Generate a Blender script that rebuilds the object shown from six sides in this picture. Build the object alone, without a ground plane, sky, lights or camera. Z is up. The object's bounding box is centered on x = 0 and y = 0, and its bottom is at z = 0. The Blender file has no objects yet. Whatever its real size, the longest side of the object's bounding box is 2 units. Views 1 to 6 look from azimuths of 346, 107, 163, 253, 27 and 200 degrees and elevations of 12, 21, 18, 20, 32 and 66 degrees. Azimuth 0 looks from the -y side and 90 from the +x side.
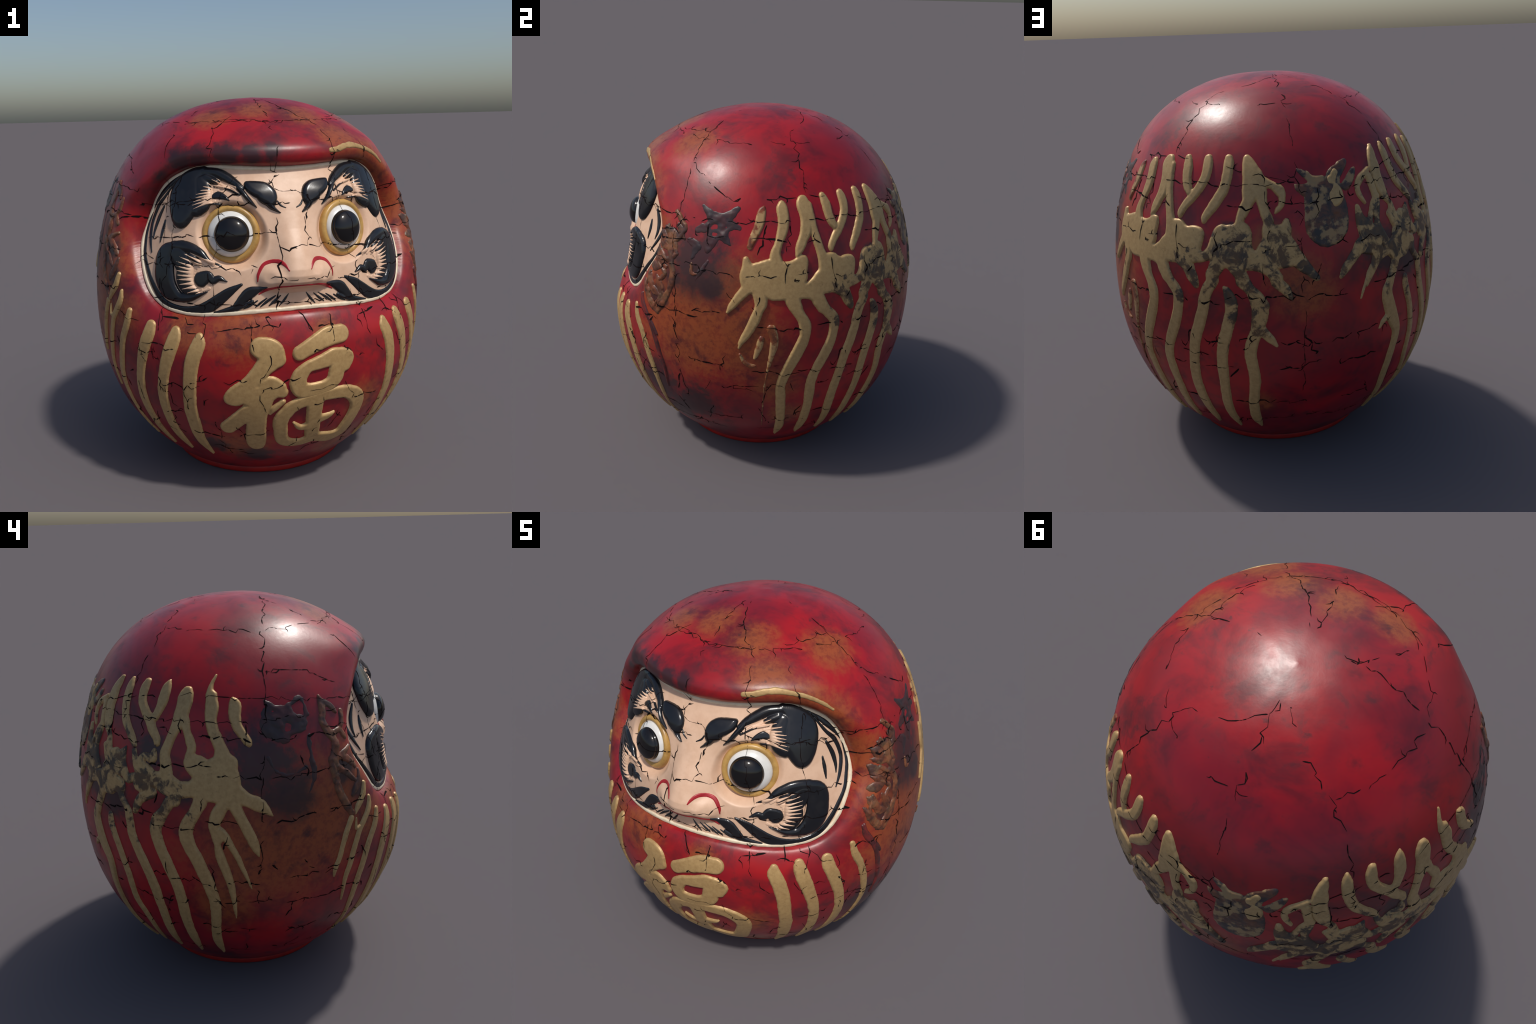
"""Weathered papier-mache wishing doll: a red egg-shaped body with a recessed painted face,
raised gold brush strokes, raised black brows and whiskers, domed eyes and a net of dark slivers laid on as cracks.

Everything sits on two surfaces written as radius = f(azimuth, height):
  hull_radius / body_radius  - the red papier-mache shell with the rolled lip round the face
  face_radius                - the recessed face with nose, nostrils and eye sockets
Painted marks are brush strokes (spines of azimuth / height / half width) whose distance field
is raised above those surfaces with a rounded edge."""
import math
import numpy as np

def smooth(x, a, b):
    t = np.clip((np.asarray(x, float) - a) / (b - a), 0, 1)
    return t * t * (3 - 2 * t)

def catmull(pts, n=8):
    """Catmull-Rom spline through rows of pts."""
    p = np.asarray(pts, float)
    if len(p) == 2:
        t = np.linspace(0, 1, n + 1)[:, None]
        return p[0] * (1 - t) + p[1] * t
    q = np.vstack([2 * p[0] - p[1], p, 2 * p[-1] - p[-2]])
    out = []
    for i in range(1, len(q) - 2):
        a, b, c, d = q[i - 1], q[i], q[i + 1], q[i + 2]
        t = np.linspace(0, 1, n, endpoint=False)[:, None]
        out.append(.5 * (2 * b + (c - a) * t + (2 * a - 5 * b + 4 * c - d) * t ** 2 + (3 * b - a - 3 * c + d) * t ** 3))
    out.append(p[-1:])
    return np.vstack(out)

def value_noise(p, seed=0):
    """Cheap smooth 3D noise in -1..1 for arrays of points (lattice hash, cubic fade)."""
    p = np.asarray(p, float)
    i = np.floor(p).astype(np.int64)
    f = p - i
    f = f * f * (3 - 2 * f)
    out = 0
    for dx in (0, 1):
        for dy in (0, 1):
            for dz in (0, 1):
                h = (i[..., 0] + dx) * 374761393 + (i[..., 1] + dy) * 668265263 + (i[..., 2] + dz) * 2147483647 + seed * 974711
                h = (h ^ (h >> 13)) * 1274126177 & 0x7fffffff
                h = (h ^ (h >> 16)) & 0xffff
                w = (f[..., 0] if dx else 1 - f[..., 0]) * (f[..., 1] if dy else 1 - f[..., 1]) * (f[..., 2] if dz else 1 - f[..., 2])
                out = out + w * (h / 32767.5 - 1)
    return out

# ------------------------------------------------------------------ shell
# outline of the egg, (radius, height) from the foot to the crown
PROFILE = catmull([(.501, .037), (.521, .048), (.560, .083), (.613, .132), (.682, .205), (.786, .350), (.853, .510), (.893, .675),
                   (.910, .839), (.909, 1.0), (.893, 1.1575), (.861, 1.315), (.812, 1.470), (.746, 1.624), (.641, 1.762), (.503, 1.871),
                   (.345, 1.943), (.174, 1.985), (0.0, 1.999)], 24)

def profile_radius(z):
    return np.interp(z, PROFILE[:, 1], PROFILE[:, 0])

def wrap(az):
    return (np.asarray(az, float) + 180) % 360 - 180

def hull_radius(az, z):
    """shell without the face opening; the hood juts out over the brow"""
    a = np.abs(wrap(az))
    r = profile_radius(z)
    brow = .034 * (1 - smooth(a, 46, 72)) * np.exp(-((z - 1.758) / .078) ** 2)
    chin = -.016 * (1 - smooth(a, 25, 66)) * np.exp(-((z - .955) / .12) ** 2)
    chin = chin + .010 * (1 - smooth(a, 45, 85)) * np.exp(-((z - .58) / .16) ** 2)
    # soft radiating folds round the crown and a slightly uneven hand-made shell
    fold = np.exp(-((r - .24) / .15) ** 2) * (z > 1.5)
    ar = np.radians(az)
    folds = fold * (.0035 * np.sin(7 * ar + .8) + .0025 * np.sin(11 * ar + 2.1) + .004 * np.sin(3 * ar - 1.2)) * smooth(r, .02, .12)
    P = np.stack([np.sin(ar) * r, -np.cos(ar) * r, z + 0 * r], -1)
    uneven = .0028 * value_noise(P * 4.2, 21) * smooth(r, .05, .3)
    return r + brow + chin + folds + uneven

# rim of the face opening, half of it: (azimuth, height)
RIM_HALF = [(0, 1.660), (10, 1.663), (20, 1.668), (28, 1.673), (36, 1.669), (41, 1.659), (45, 1.643), (50, 1.613), (54.2, 1.576),
            (57.5, 1.527), (60.2, 1.473), (62.4, 1.405), (63, 1.333), (62.4, 1.279), (59.9, 1.213), (56.7, 1.136), (53.2, 1.067),
            (49, 1.017), (44.8, .989), (40, .976), (35, .972), (28, .976), (20, .985), (10, .995), (0, .999)]
_h = np.array(RIM_HALF)
RIM = np.vstack([_h, _h[-2:0:-1] * [-1, 1]])

def cyl(az, z, r):
    a = np.radians(az)
    return np.stack([np.sin(a) * r, -np.cos(a) * r, np.broadcast_to(z, np.shape(a)).astype(float)], -1)

def segment_distance(P, A, B):
    """distance of points P (n,3) to each segment A-B (m,3): distance and parameter, chunked minimum left to caller"""
    d = B - A
    L = np.maximum((d * d).sum(1), 1e-12)
    t = np.clip(((P[:, None] - A) * d).sum(2) / L, 0, 1)
    q = P[:, None] - A - t[..., None] * d
    return np.sqrt((q * q).sum(2)), t

_rimc = catmull(np.vstack([RIM, RIM[:1]]), 4)
_rim3 = cyl(_rimc[:, 0], _rimc[:, 1], hull_radius(_rimc[:, 0], _rimc[:, 1]))

def inside_polygon(x, y, poly):
    c = np.zeros(np.shape(x), bool)
    for (x0, y0), (x1, y1) in zip(poly, np.roll(poly, -1, 0)):
        if y0 != y1:
            c ^= ((y0 > y) != (y1 > y)) & (x < (x1 - x0) * (y - y0) / (y1 - y0) + x0)
    return c

def rim_distance(az, z):
    """signed distance from the rim of the face opening, positive outside"""
    az = wrap(az).ravel(); z = np.asarray(z, float).ravel()
    out = np.full(az.shape, 9.0)
    near = np.where((np.abs(az) < 85) & (z > .7) & (z < 1.9))[0]
    for k in range(0, len(near), 20000):
        s = near[k:k + 20000]
        P = cyl(az[s], z[s], hull_radius(az[s], z[s]))
        d, _ = segment_distance(P, _rim3[:-1], _rim3[1:])
        d = d.min(1)
        out[s] = np.where(inside_polygon(az[s], z[s], _rimc[:-1]), -d, d)
    return out

# ------------------------------------------------------------------ face
EYE_CENTRE = np.array([.277, -.671, 1.353])       # eye on the +x side, centre of the gold ring
EYE_NORMAL = np.array([math.sin(math.radians(22)), -math.cos(math.radians(22)), math.tan(math.radians(9))])
EYE_NORMAL = EYE_NORMAL / np.linalg.norm(EYE_NORMAL)
FACE_Z = np.array([.80, .90, 1.0, 1.1, 1.2, 1.3, 1.38, 1.5, 1.58, 1.66, 1.74])
FACE_R = np.array([.800, .818, .826, .821, .805, .785, .762, .724, .686, .645, .61])
_fz = catmull(np.stack([FACE_Z, FACE_R], 1), 10)

def face_radius(az, z):
    az = wrap(az); z = np.asarray(z, float)
    a = np.abs(az)
    r = np.interp(z, _fz[:, 0], _fz[:, 1])
    r = r - .048 * smooth(a, 38, 64) * np.exp(-((z - 1.42) / .20) ** 2)
    x = np.sin(np.radians(az)) * r
    # eye sockets
    ex, ez = np.abs(x) - .277, z - 1.353
    d = np.sqrt(ex ** 2 + ez ** 2)
    py = EYE_CENTRE[1] - (EYE_NORMAL[0] * ex + EYE_NORMAL[2] * ez) / EYE_NORMAL[1]     # plane of the eye ring
    pr = np.sqrt(x ** 2 + py ** 2) - .004
    r = r + (np.minimum(pr, r) - r) * (1 - smooth(d, .128, .165))
    r = r + .016 * np.exp(-((np.abs(x) - .19) / .11) ** 2 - ((z - 1.535) / .045) ** 2)        # brow ridge
    # nose: bridge, bulb, wings
    ridge = np.interp(z, [1.02, 1.085, 1.105, 1.12, 1.145, 1.175, 1.205, 1.26, 1.31, 1.38, 1.46, 1.53, 1.6],
                      [0, .004, .022, .052, .079, .091, .091, .074, .056, .032, .014, .004, 0])
    wide = np.interp(z, [1.08, 1.17, 1.30, 1.42, 1.6], [.115, .105, .085, .075, .07])
    r = r + ridge * np.exp(-(np.abs(x) / wide) ** 2.6)
    dw = np.sqrt(((np.abs(x) - .125) / .062) ** 2 + ((z - 1.165) / .062) ** 2)
    r = r + .026 * (1 - smooth(dw, .35, 1.25))
    return r

def body_radius(az, z, rd=None):
    az = np.asarray(az, float); z = np.asarray(z, float)
    sh = np.shape(az)
    h = hull_radius(az, z).ravel()
    d = rim_distance(az, z) if rd is None else rd
    f = face_radius(az, np.clip(z, .8, 1.74)).ravel()
    a = np.abs(wrap(az)).ravel()
    w = .118 + .020 * smooth(a, 20, 55) - .045 * smooth(a, 38, 50) * smooth(np.ravel(z), 1.45, 1.6) + .055 * (1 - smooth(np.ravel(z), 1.0, 1.2))             # width of the rolled lip
    t = np.clip(d / w, 0, 1)
    q = 1 - np.sqrt(1 - (1 - t) ** 2.2)
    out = h - (h - f) * q
    out = np.where(d < 0, np.maximum(f + np.maximum(d * 1.2, -.05), .3), out)
    return out.reshape(sh)

# ------------------------------------------------------------------ brush strokes: (azimuth deg, height m, half width m)
STRIPES_LEFT = [
    [(-31.2, 0.892, 0.0202), (-31.4, 0.857, 0.0337), (-33.2, 0.785, 0.0373), (-34.5, 0.694, 0.0356), (-35.3, 0.599, 0.0346), (-36.1, 0.504, 0.0351), (-36.2, 0.41, 0.0343), (-36.1, 0.295, 0.0278), (-34.4, 0.197, 0.0075)],
    [(-39.3, 0.908, 0.0238), (-39.6, 0.873, 0.0341), (-41.3, 0.798, 0.0358), (-43.4, 0.704, 0.0313), (-45.1, 0.605, 0.0296), (-46.1, 0.499, 0.0287), (-46.3, 0.395, 0.0277), (-45.7, 0.303, 0.026), (-44.2, 0.213, 0.0076)],
    [(-48.4, 0.918, 0.0278), (-49.1, 0.873, 0.0349), (-51.4, 0.786, 0.0332), (-53.4, 0.687, 0.0286), (-54.9, 0.585, 0.029), (-55.6, 0.477, 0.0295), (-55.4, 0.383, 0.0269), (-55.2, 0.289, 0.0213), (-54.1, 0.21, 0.0077)],
    [(-57.1, 0.973, 0.0151), (-58.4, 0.903, 0.021), (-61.2, 0.817, 0.021), (-63.3, 0.715, 0.0211), (-65.1, 0.605, 0.0196), (-65.4, 0.496, 0.0164), (-64.6, 0.365, 0.0106), (-63.7, 0.235, 0.0046)],
    [(-61.3, 1.061, 0.0082), (-61.8, 1.011, 0.0181), (-63.9, 0.961, 0.018), (-66.2, 0.91, 0.0164), (-68.2, 0.828, 0.0164), (-69.8, 0.733, 0.0165), (-71.1, 0.651, 0.0125), (-70.7, 0.52, 0.0043)],
    [(-63.4, 1.139, 0.0121), (-64.5, 1.084, 0.0186), (-66.6, 1.047, 0.0177), (-68.3, 1.008, 0.0097)],
    [(-69.9, 0.989, 0.0161), (-72, 0.92, 0.0161), (-73.5, 0.846, 0.0137), (-74.3, 0.795, 0.0146), (-75.6, 0.745, 0.013), (-76, 0.698, 0.0049)],
    [(-67.8, 0.979, 0.004), (-67.8, 0.926, 0.0081), (-66.2, 0.927, 0.0122)],
]
CHAR_RADICAL = [
    [(-12.6, 0.851, 0.0502), (-9.6, 0.832, 0.0575), (-7.6, 0.792, 0.0375), (-6.1, 0.791, 0.013)],
    [(-9.7, 0.794, 0.054), (-12.3, 0.746, 0.0419), (-15.8, 0.681, 0.0378), (-19.9, 0.612, 0.0528), (-22, 0.595, 0.0353)],
    [(-16, 0.604, 0.0513), (-12, 0.619, 0.0527), (-8.5, 0.639, 0.0438), (-6.1, 0.621, 0.0256)],
    [(-12, 0.672, 0.0254), (-9.4, 0.682, 0.0276), (-7.2, 0.653, 0.0292)],
    [(-12.9, 0.588, 0.0624), (-13.9, 0.512, 0.0483), (-14.6, 0.42, 0.0491), (-14.8, 0.326, 0.0501), (-14.6, 0.297, 0.0404)],
    [(-16.6, 0.521, 0.0445), (-20.6, 0.467, 0.0413), (-24.1, 0.421, 0.0394)],
    [(-6, 0.573, 0.0133), (-8.2, 0.542, 0.0163), (-10, 0.505, 0.006)],
]
CHAR_BAR = [
    [(-0.9, 0.815, 0.0366), (3.5, 0.849, 0.041), (8.3, 0.877, 0.0469), (12.6, 0.88, 0.0445)],
]
CHAR_BOX = [
    [(-1.5, 0.668, 0.039), (-0.9, 0.704, 0.0389), (1.6, 0.743, 0.0302), (5.7, 0.76, 0.0365), (10.5, 0.777, 0.042), (14.6, 0.761, 0.0353), (13.9, 0.723, 0.0309)],
    [(11.5, 0.749, 0.0395), (10.9, 0.699, 0.044), (10.3, 0.663, 0.0423), (7.9, 0.634, 0.037), (3.7, 0.622, 0.0368), (-0.5, 0.627, 0.0418), (-1.5, 0.668, 0.039)],
]
CHAR_FIELD = [
    [(-3.8, 0.527, 0.0363), (-6.2, 0.468, 0.039), (-6.2, 0.392, 0.0346), (-4.5, 0.314, 0.0336), (1.4, 0.293, 0.0306), (7.5, 0.313, 0.0357), (13.8, 0.292, 0.0431), (18.7, 0.308, 0.0434), (20.4, 0.372, 0.0412), (21.4, 0.452, 0.0408), (20.4, 0.519, 0.0436), (15.8, 0.572, 0.0371), (8.8, 0.584, 0.0341), (4, 0.573, 0.0339), (-0.7, 0.555, 0.0338), (-3.8, 0.527, 0.0363)],
    [(4.6, 0.55, 0.0445), (4.9, 0.452, 0.0395), (5.4, 0.374, 0.0402), (6.2, 0.318, 0.0356)],
    [(-1.9, 0.437, 0.0082), (0.5, 0.403, 0.0182), (3.1, 0.406, 0.0249)],
    [(7.9, 0.443, 0.0249), (10.5, 0.453, 0.0166), (12, 0.467, 0.0066)],
]
BROW_GOLD = [
    [(19.4, 1.73, 0.0116), (22.6, 1.732, 0.0135), (27.4, 1.744, 0.0154), (32.2, 1.747, 0.0154), (37.1, 1.736, 0.0135), (42, 1.721, 0.0123), (46.2, 1.702, 0.0097), (50, 1.674, 0.0092), (53, 1.646, 0.0039)],
]
RIGHT_DAB = [
    [(107.8, 1.604, 0.0054), (107, 1.579, 0.0206), (106.3, 1.53, 0.0232), (105.4, 1.496, 0.0214), (104.1, 1.458, 0.0201), (103.1, 1.417, 0.0152)],
]
SPLASH_RIGHT_ARMS = [
    [(114.5, 1.618, 0.0157), (114.6, 1.592, 0.0269), (115, 1.551, 0.0269), (114.7, 1.505, 0.0251), (113.8, 1.463, 0.0224), (112.8, 1.422, 0.0201), (111.9, 1.383, 0.0246), (112.2, 1.34, 0.0314)],
    [(122.9, 1.631, 0.0248), (122.9, 1.609, 0.0324), (123.4, 1.551, 0.027), (123.1, 1.492, 0.027), (121.9, 1.45, 0.0234), (120.6, 1.409, 0.0216), (119.6, 1.375, 0.0099)],
    [(125.4, 1.611, 0.0113), (125.6, 1.557, 0.0172), (126.2, 1.497, 0.0172), (126.9, 1.445, 0.0204), (127.9, 1.392, 0.0218), (128.9, 1.338, 0.0273), (129.4, 1.292, 0.0319)],
    [(101.9, 1.354, 0.0134), (102.6, 1.315, 0.0269), (103.4, 1.258, 0.0472), (106.3, 1.251, 0.0674), (110.2, 1.269, 0.0808), (114.3, 1.255, 0.0765), (119.1, 1.27, 0.0541)],
    [(119.2, 1.328, 0.027), (121.3, 1.348, 0.027), (121.4, 1.313, 0.0235)],
    [(112.5, 1.229, 0.0765), (117.3, 1.217, 0.0587), (121.8, 1.195, 0.0409), (125.9, 1.207, 0.0501), (128.6, 1.257, 0.0411)],
    [(102.6, 1.208, 0.027), (100.3, 1.165, 0.0226), (98.1, 1.12, 0.0181), (96.5, 1.079, 0.0082)],
    [(106.7, 1.183, 0.0315), (107.4, 1.133, 0.0271)],
    [(107.6, 1.145, 0.0248), (106.6, 1.097, 0.0236), (105.2, 1.039, 0.025), (103.2, 0.974, 0.0206), (101.2, 0.92, 0.0138), (100.4, 0.883, 0.0046)],
    [(117.3, 1.176, 0.0362), (118.8, 1.119, 0.0296)],
    [(117.3, 1.146, 0.0295), (118.8, 1.103, 0.0273), (120.6, 1.057, 0.0252), (122, 1.011, 0.0299), (122, 0.956, 0.0277), (120.9, 0.901, 0.0302), (119.2, 0.84, 0.0303), (117.3, 0.775, 0.0282), (115.7, 0.714, 0.026), (114.7, 0.649, 0.0238), (114.9, 0.57, 0.0251), (115.3, 0.485, 0.0245), (115.8, 0.382, 0.0225), (115.8, 0.294, 0.0214), (115, 0.219, 0.0062)],
]
SPLASH_RIGHT_TRUNK = [
    [(125.8, 1.17, 0.0365), (128, 1.1, 0.0285)],
    [(126.8, 1.134, 0.0275), (129, 1.086, 0.0254), (131.7, 1.04, 0.027), (132.4, 1.002, 0.0271), (131.9, 0.937, 0.0258), (130.5, 0.867, 0.0283), (128.6, 0.801, 0.0275), (126.7, 0.733, 0.0262), (125.5, 0.664, 0.0264), (125.5, 0.581, 0.0267), (125.8, 0.489, 0.0247), (125.7, 0.389, 0.0251), (125.3, 0.285, 0.0206), (124.9, 0.211, 0.0042)],
    [(124.8, 1.2, 0.039), (129.3, 1.253, 0.0363), (129.6, 1.317, 0.0277), (132.6, 1.35, 0.0211)],
    [(130.2, 1.213, 0.0427), (134.3, 1.242, 0.0464), (136.8, 1.287, 0.0419), (139.8, 1.319, 0.0208)],
    [(133.7, 1.207, 0.0423), (136.1, 1.165, 0.0316), (138, 1.108, 0.0253), (138.9, 1.075, 0.0152)],
    [(137.9, 1.215, 0.0336), (142, 1.216, 0.0229), (145.4, 1.26, 0.0331), (145.5, 1.312, 0.0207), (147.2, 1.345, 0.0198)],
    [(146, 1.273, 0.0372), (148.2, 1.294, 0.0391), (151.6, 1.299, 0.0451), (153.8, 1.343, 0.0307)],
    [(153.8, 1.3, 0.0287), (156, 1.24, 0.0225), (158.4, 1.208, 0.0246)],
    [(146.9, 1.225, 0.0455), (148.9, 1.218, 0.0454), (153, 1.22, 0.0452), (157, 1.191, 0.0308), (159.2, 1.228, 0.0246), (161.4, 1.263, 0.0368), (164.7, 1.289, 0.0449), (167, 1.335, 0.0286), (167.6, 1.374, 0.0143)],
    [(161.5, 1.299, 0.0204), (161.3, 1.347, 0.0163), (162.5, 1.377, 0.0143)],
    [(163.7, 1.226, 0.0532), (166.5, 1.248, 0.0491), (169.2, 1.253, 0.0225)],
]
SPLASH_RIGHT_LEGS = [
    [(161, 1.19, 0.0328), (166.3, 1.204, 0.0369), (169.8, 1.2, 0.0308), (172.3, 1.156, 0.0206)],
    [(169.2, 1.248, 0.0234), (171.8, 1.189, 0.0235), (174.1, 1.138, 0.0217), (176, 1.108, 0.0152)],
    [(158.3, 1.183, 0.0246), (161.7, 1.162, 0.0287), (164, 1.123, 0.0267)],
    [(163.8, 1.103, 0.0243), (166.2, 1.067, 0.023), (167.6, 1.03, 0.0142), (168.4, 1.013, 0.0036)],
    [(146, 1.179, 0.0352), (144.3, 1.131, 0.0292)],
    [(144.7, 1.107, 0.0268), (142.8, 1.063, 0.027), (141.5, 1.008, 0.0272), (140.9, 0.959, 0.0264), (139.4, 0.882, 0.0276), (137.5, 0.8, 0.0279), (136.4, 0.716, 0.0259), (135.4, 0.627, 0.0263), (134.9, 0.533, 0.0267), (135.1, 0.447, 0.0271), (135.6, 0.354, 0.0225), (136, 0.277, 0.0178), (135.7, 0.218, 0.0062)],
    [(151.6, 1.182, 0.0371), (153.7, 1.129, 0.0256)],
    [(153.9, 1.105, 0.031), (155.8, 1.069, 0.0244), (157.7, 1.027, 0.0333), (158.7, 0.975, 0.0379), (158.3, 0.917, 0.0336), (157.3, 0.858, 0.028), (155.9, 0.802, 0.0282), (155.1, 0.733, 0.0275), (155.5, 0.667, 0.0268), (155.9, 0.592, 0.0257), (155.2, 0.503, 0.0247), (154.3, 0.406, 0.0242), (154.3, 0.296, 0.0239), (155.4, 0.223, 0.0061)],
    [(158.5, 1.003, 0.0267), (159.9, 0.989, 0.0214)],
    [(159.3, 0.858, 0.0226), (161.4, 0.817, 0.019), (163.2, 0.781, 0.0068)],
    [(154.9, 1.65, 0.0165), (155.9, 1.617, 0.0308), (156.9, 1.571, 0.0409), (156.6, 1.518, 0.0388), (155.8, 1.472, 0.0278), (154.6, 1.437, 0.0254), (153.5, 1.402, 0.0213), (152.7, 1.367, 0.0184), (152.4, 1.331, 0.0246)],
]
SPLASH_RIGHT_TAILS = [
    [(158.4, 1.579, 0.0266), (159.9, 1.513, 0.0245), (160.1, 1.471, 0.0237), (160.6, 1.433, 0.0212), (161.7, 1.393, 0.0224), (162.4, 1.362, 0.0183)],
    [(160.2, 1.559, 0.0163), (163.8, 1.531, 0.0171), (165.8, 1.511, 0.0225), (166.6, 1.48, 0.0155), (166.2, 1.445, 0.0131), (165.1, 1.427, 0.0114), (164.3, 1.413, 0.0041)],
    [(128.2, 1.249, 0.0456), (132.6, 1.245, 0.062), (136.8, 1.24, 0.0533)],
    [(139.3, 1.325, 0.0186), (138.2, 1.282, 0.0301)],
    [(131.5, 1.342, 0.0297), (134.6, 1.296, 0.0483), (138.5, 1.272, 0.0302)],
    [(106, 1.295, 0.0448), (110.1, 1.305, 0.0493), (114.3, 1.3, 0.0427), (119.2, 1.306, 0.0428)],
    [(129.4, 1.345, 0.0255), (130.6, 1.285, 0.0425), (133.6, 1.232, 0.0507)],
    [(134.9, 1.325, 0.0168), (138.5, 1.31, 0.0376), (138.2, 1.256, 0.0293)],
    [(147, 1.325, 0.033), (151, 1.323, 0.041), (154.4, 1.328, 0.0327), (154.9, 1.268, 0.0246)],
    [(148.3, 1.25, 0.0453), (153.8, 1.248, 0.0369)],
    [(162.7, 1.338, 0.0184), (165.4, 1.325, 0.0347), (164.6, 1.25, 0.0573), (167.6, 1.271, 0.0348)],
]
SPLASH_RIGHT = SPLASH_RIGHT_ARMS + SPLASH_RIGHT_TRUNK + SPLASH_RIGHT_LEGS + SPLASH_RIGHT_TAILS
FORK_RIGHT = [
    [(131.5, 1.647, 0.017), (132.4, 1.609, 0.0253), (132.8, 1.563, 0.0244), (133.6, 1.524, 0.0231), (134.6, 1.499, 0.0189)],
    [(140.1, 1.648, 0.0188), (140.4, 1.622, 0.025), (140.2, 1.568, 0.025), (138.6, 1.524, 0.0242), (136.3, 1.479, 0.023), (133.9, 1.441, 0.021), (132.4, 1.407, 0.019), (132.2, 1.39, 0.0127)],
]
DAB_RIGHT_BACK = [
    [(148.2, 1.65, 0.0186), (148.4, 1.624, 0.0248), (148.1, 1.571, 0.0247), (147.2, 1.517, 0.0255), (145.2, 1.469, 0.0256), (143.2, 1.429, 0.024), (141.5, 1.392, 0.0191), (141.1, 1.372, 0.0116)],
]
STRIPE_BACK_RIGHT = [
    [(148.1, 1.074, 0.008), (149.1, 1.051, 0.0214), (150, 1.005, 0.0304), (149.9, 0.948, 0.0306), (148.5, 0.873, 0.0295), (147, 0.794, 0.0298), (146, 0.713, 0.0287), (145.6, 0.626, 0.0282), (145.3, 0.534, 0.0262), (144.7, 0.438, 0.0267), (144.6, 0.339, 0.0248), (145.1, 0.275, 0.0202), (145.7, 0.206, 0.0051)],
]
WORN_RIGHT = [
    [(110.8, 0.999, 0.0238), (111.8, 0.946, 0.022), (111.7, 0.889, 0.0194), (110.9, 0.83, 0.0139), (109.9, 0.747, 0.0066), (109.1, 0.657, 0.0038), (108.7, 0.526, 0.0029), (108.5, 0.322, 0.0025)],
    [(107.7, 0.946, 0.0147), (106.8, 0.889, 0.0175), (105.7, 0.829, 0.0102)],
    [(100.7, 0.846, 0.0065), (102.1, 0.804, 0.0117), (104.2, 0.781, 0.0131), (105.7, 0.782, 0.0065)],
]
EMBLEM = [
    [(172.9, 1.589, 0.0084), (175.2, 1.569, 0.0178), (177.8, 1.54, 0.0188)],
    [(190.7, 1.612, 0.0115), (188.1, 1.585, 0.0263), (185.5, 1.557, 0.0357), (184.7, 1.531, 0.038)],
    [(193.9, 1.576, 0.0077), (191.8, 1.542, 0.0216), (189.1, 1.506, 0.023)],
    [(171, 1.531, 0.0037), (173, 1.509, 0.0211), (175.7, 1.507, 0.0352), (180, 1.51, 0.0377)],
    [(178.1, 1.54, 0.0235), (181.2, 1.522, 0.0283)],
    [(180.3, 1.474, 0.0896), (181, 1.41, 0.1062), (180.7, 1.356, 0.1086), (180.6, 1.342, 0.1001)],
]
SPLASH_LEFT_ARMS = [
    [(-114.5, 1.615, 0.0237), (-114.3, 1.564, 0.0284), (-114.5, 1.516, 0.025), (-113.9, 1.476, 0.0237), (-112.6, 1.435, 0.0249), (-111.4, 1.394, 0.0266), (-110.8, 1.362, 0.0344)],
    [(-113.3, 1.699, 0.0043), (-114.9, 1.657, 0.0095), (-115.2, 1.623, 0.0151)],
    [(-123.3, 1.632, 0.0217), (-123.7, 1.604, 0.0339), (-124.3, 1.56, 0.0326), (-125, 1.519, 0.0326), (-126.2, 1.481, 0.0253), (-127.5, 1.438, 0.0218), (-128.6, 1.395, 0.0219), (-129.4, 1.356, 0.0241), (-128.8, 1.306, 0.0272), (-128.7, 1.263, 0.033)],
    [(-123.3, 1.504, 0.0217), (-122.4, 1.463, 0.0173), (-121.2, 1.423, 0.0199), (-120.5, 1.391, 0.0199), (-121.3, 1.357, 0.0173)],
    [(-121.6, 1.332, 0.0195), (-119.1, 1.317, 0.0455), (-114.9, 1.285, 0.0562), (-110.3, 1.316, 0.0538), (-107.5, 1.334, 0.0163)],
    [(-108, 1.277, 0.0302), (-110.7, 1.235, 0.0691), (-115, 1.225, 0.065), (-118.4, 1.232, 0.0369)],
    [(-109.3, 1.209, 0.0519), (-104.3, 1.168, 0.0303), (-101, 1.143, 0.0313), (-98.8, 1.118, 0.0209), (-96.4, 1.08, 0.0026)],
]
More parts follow.
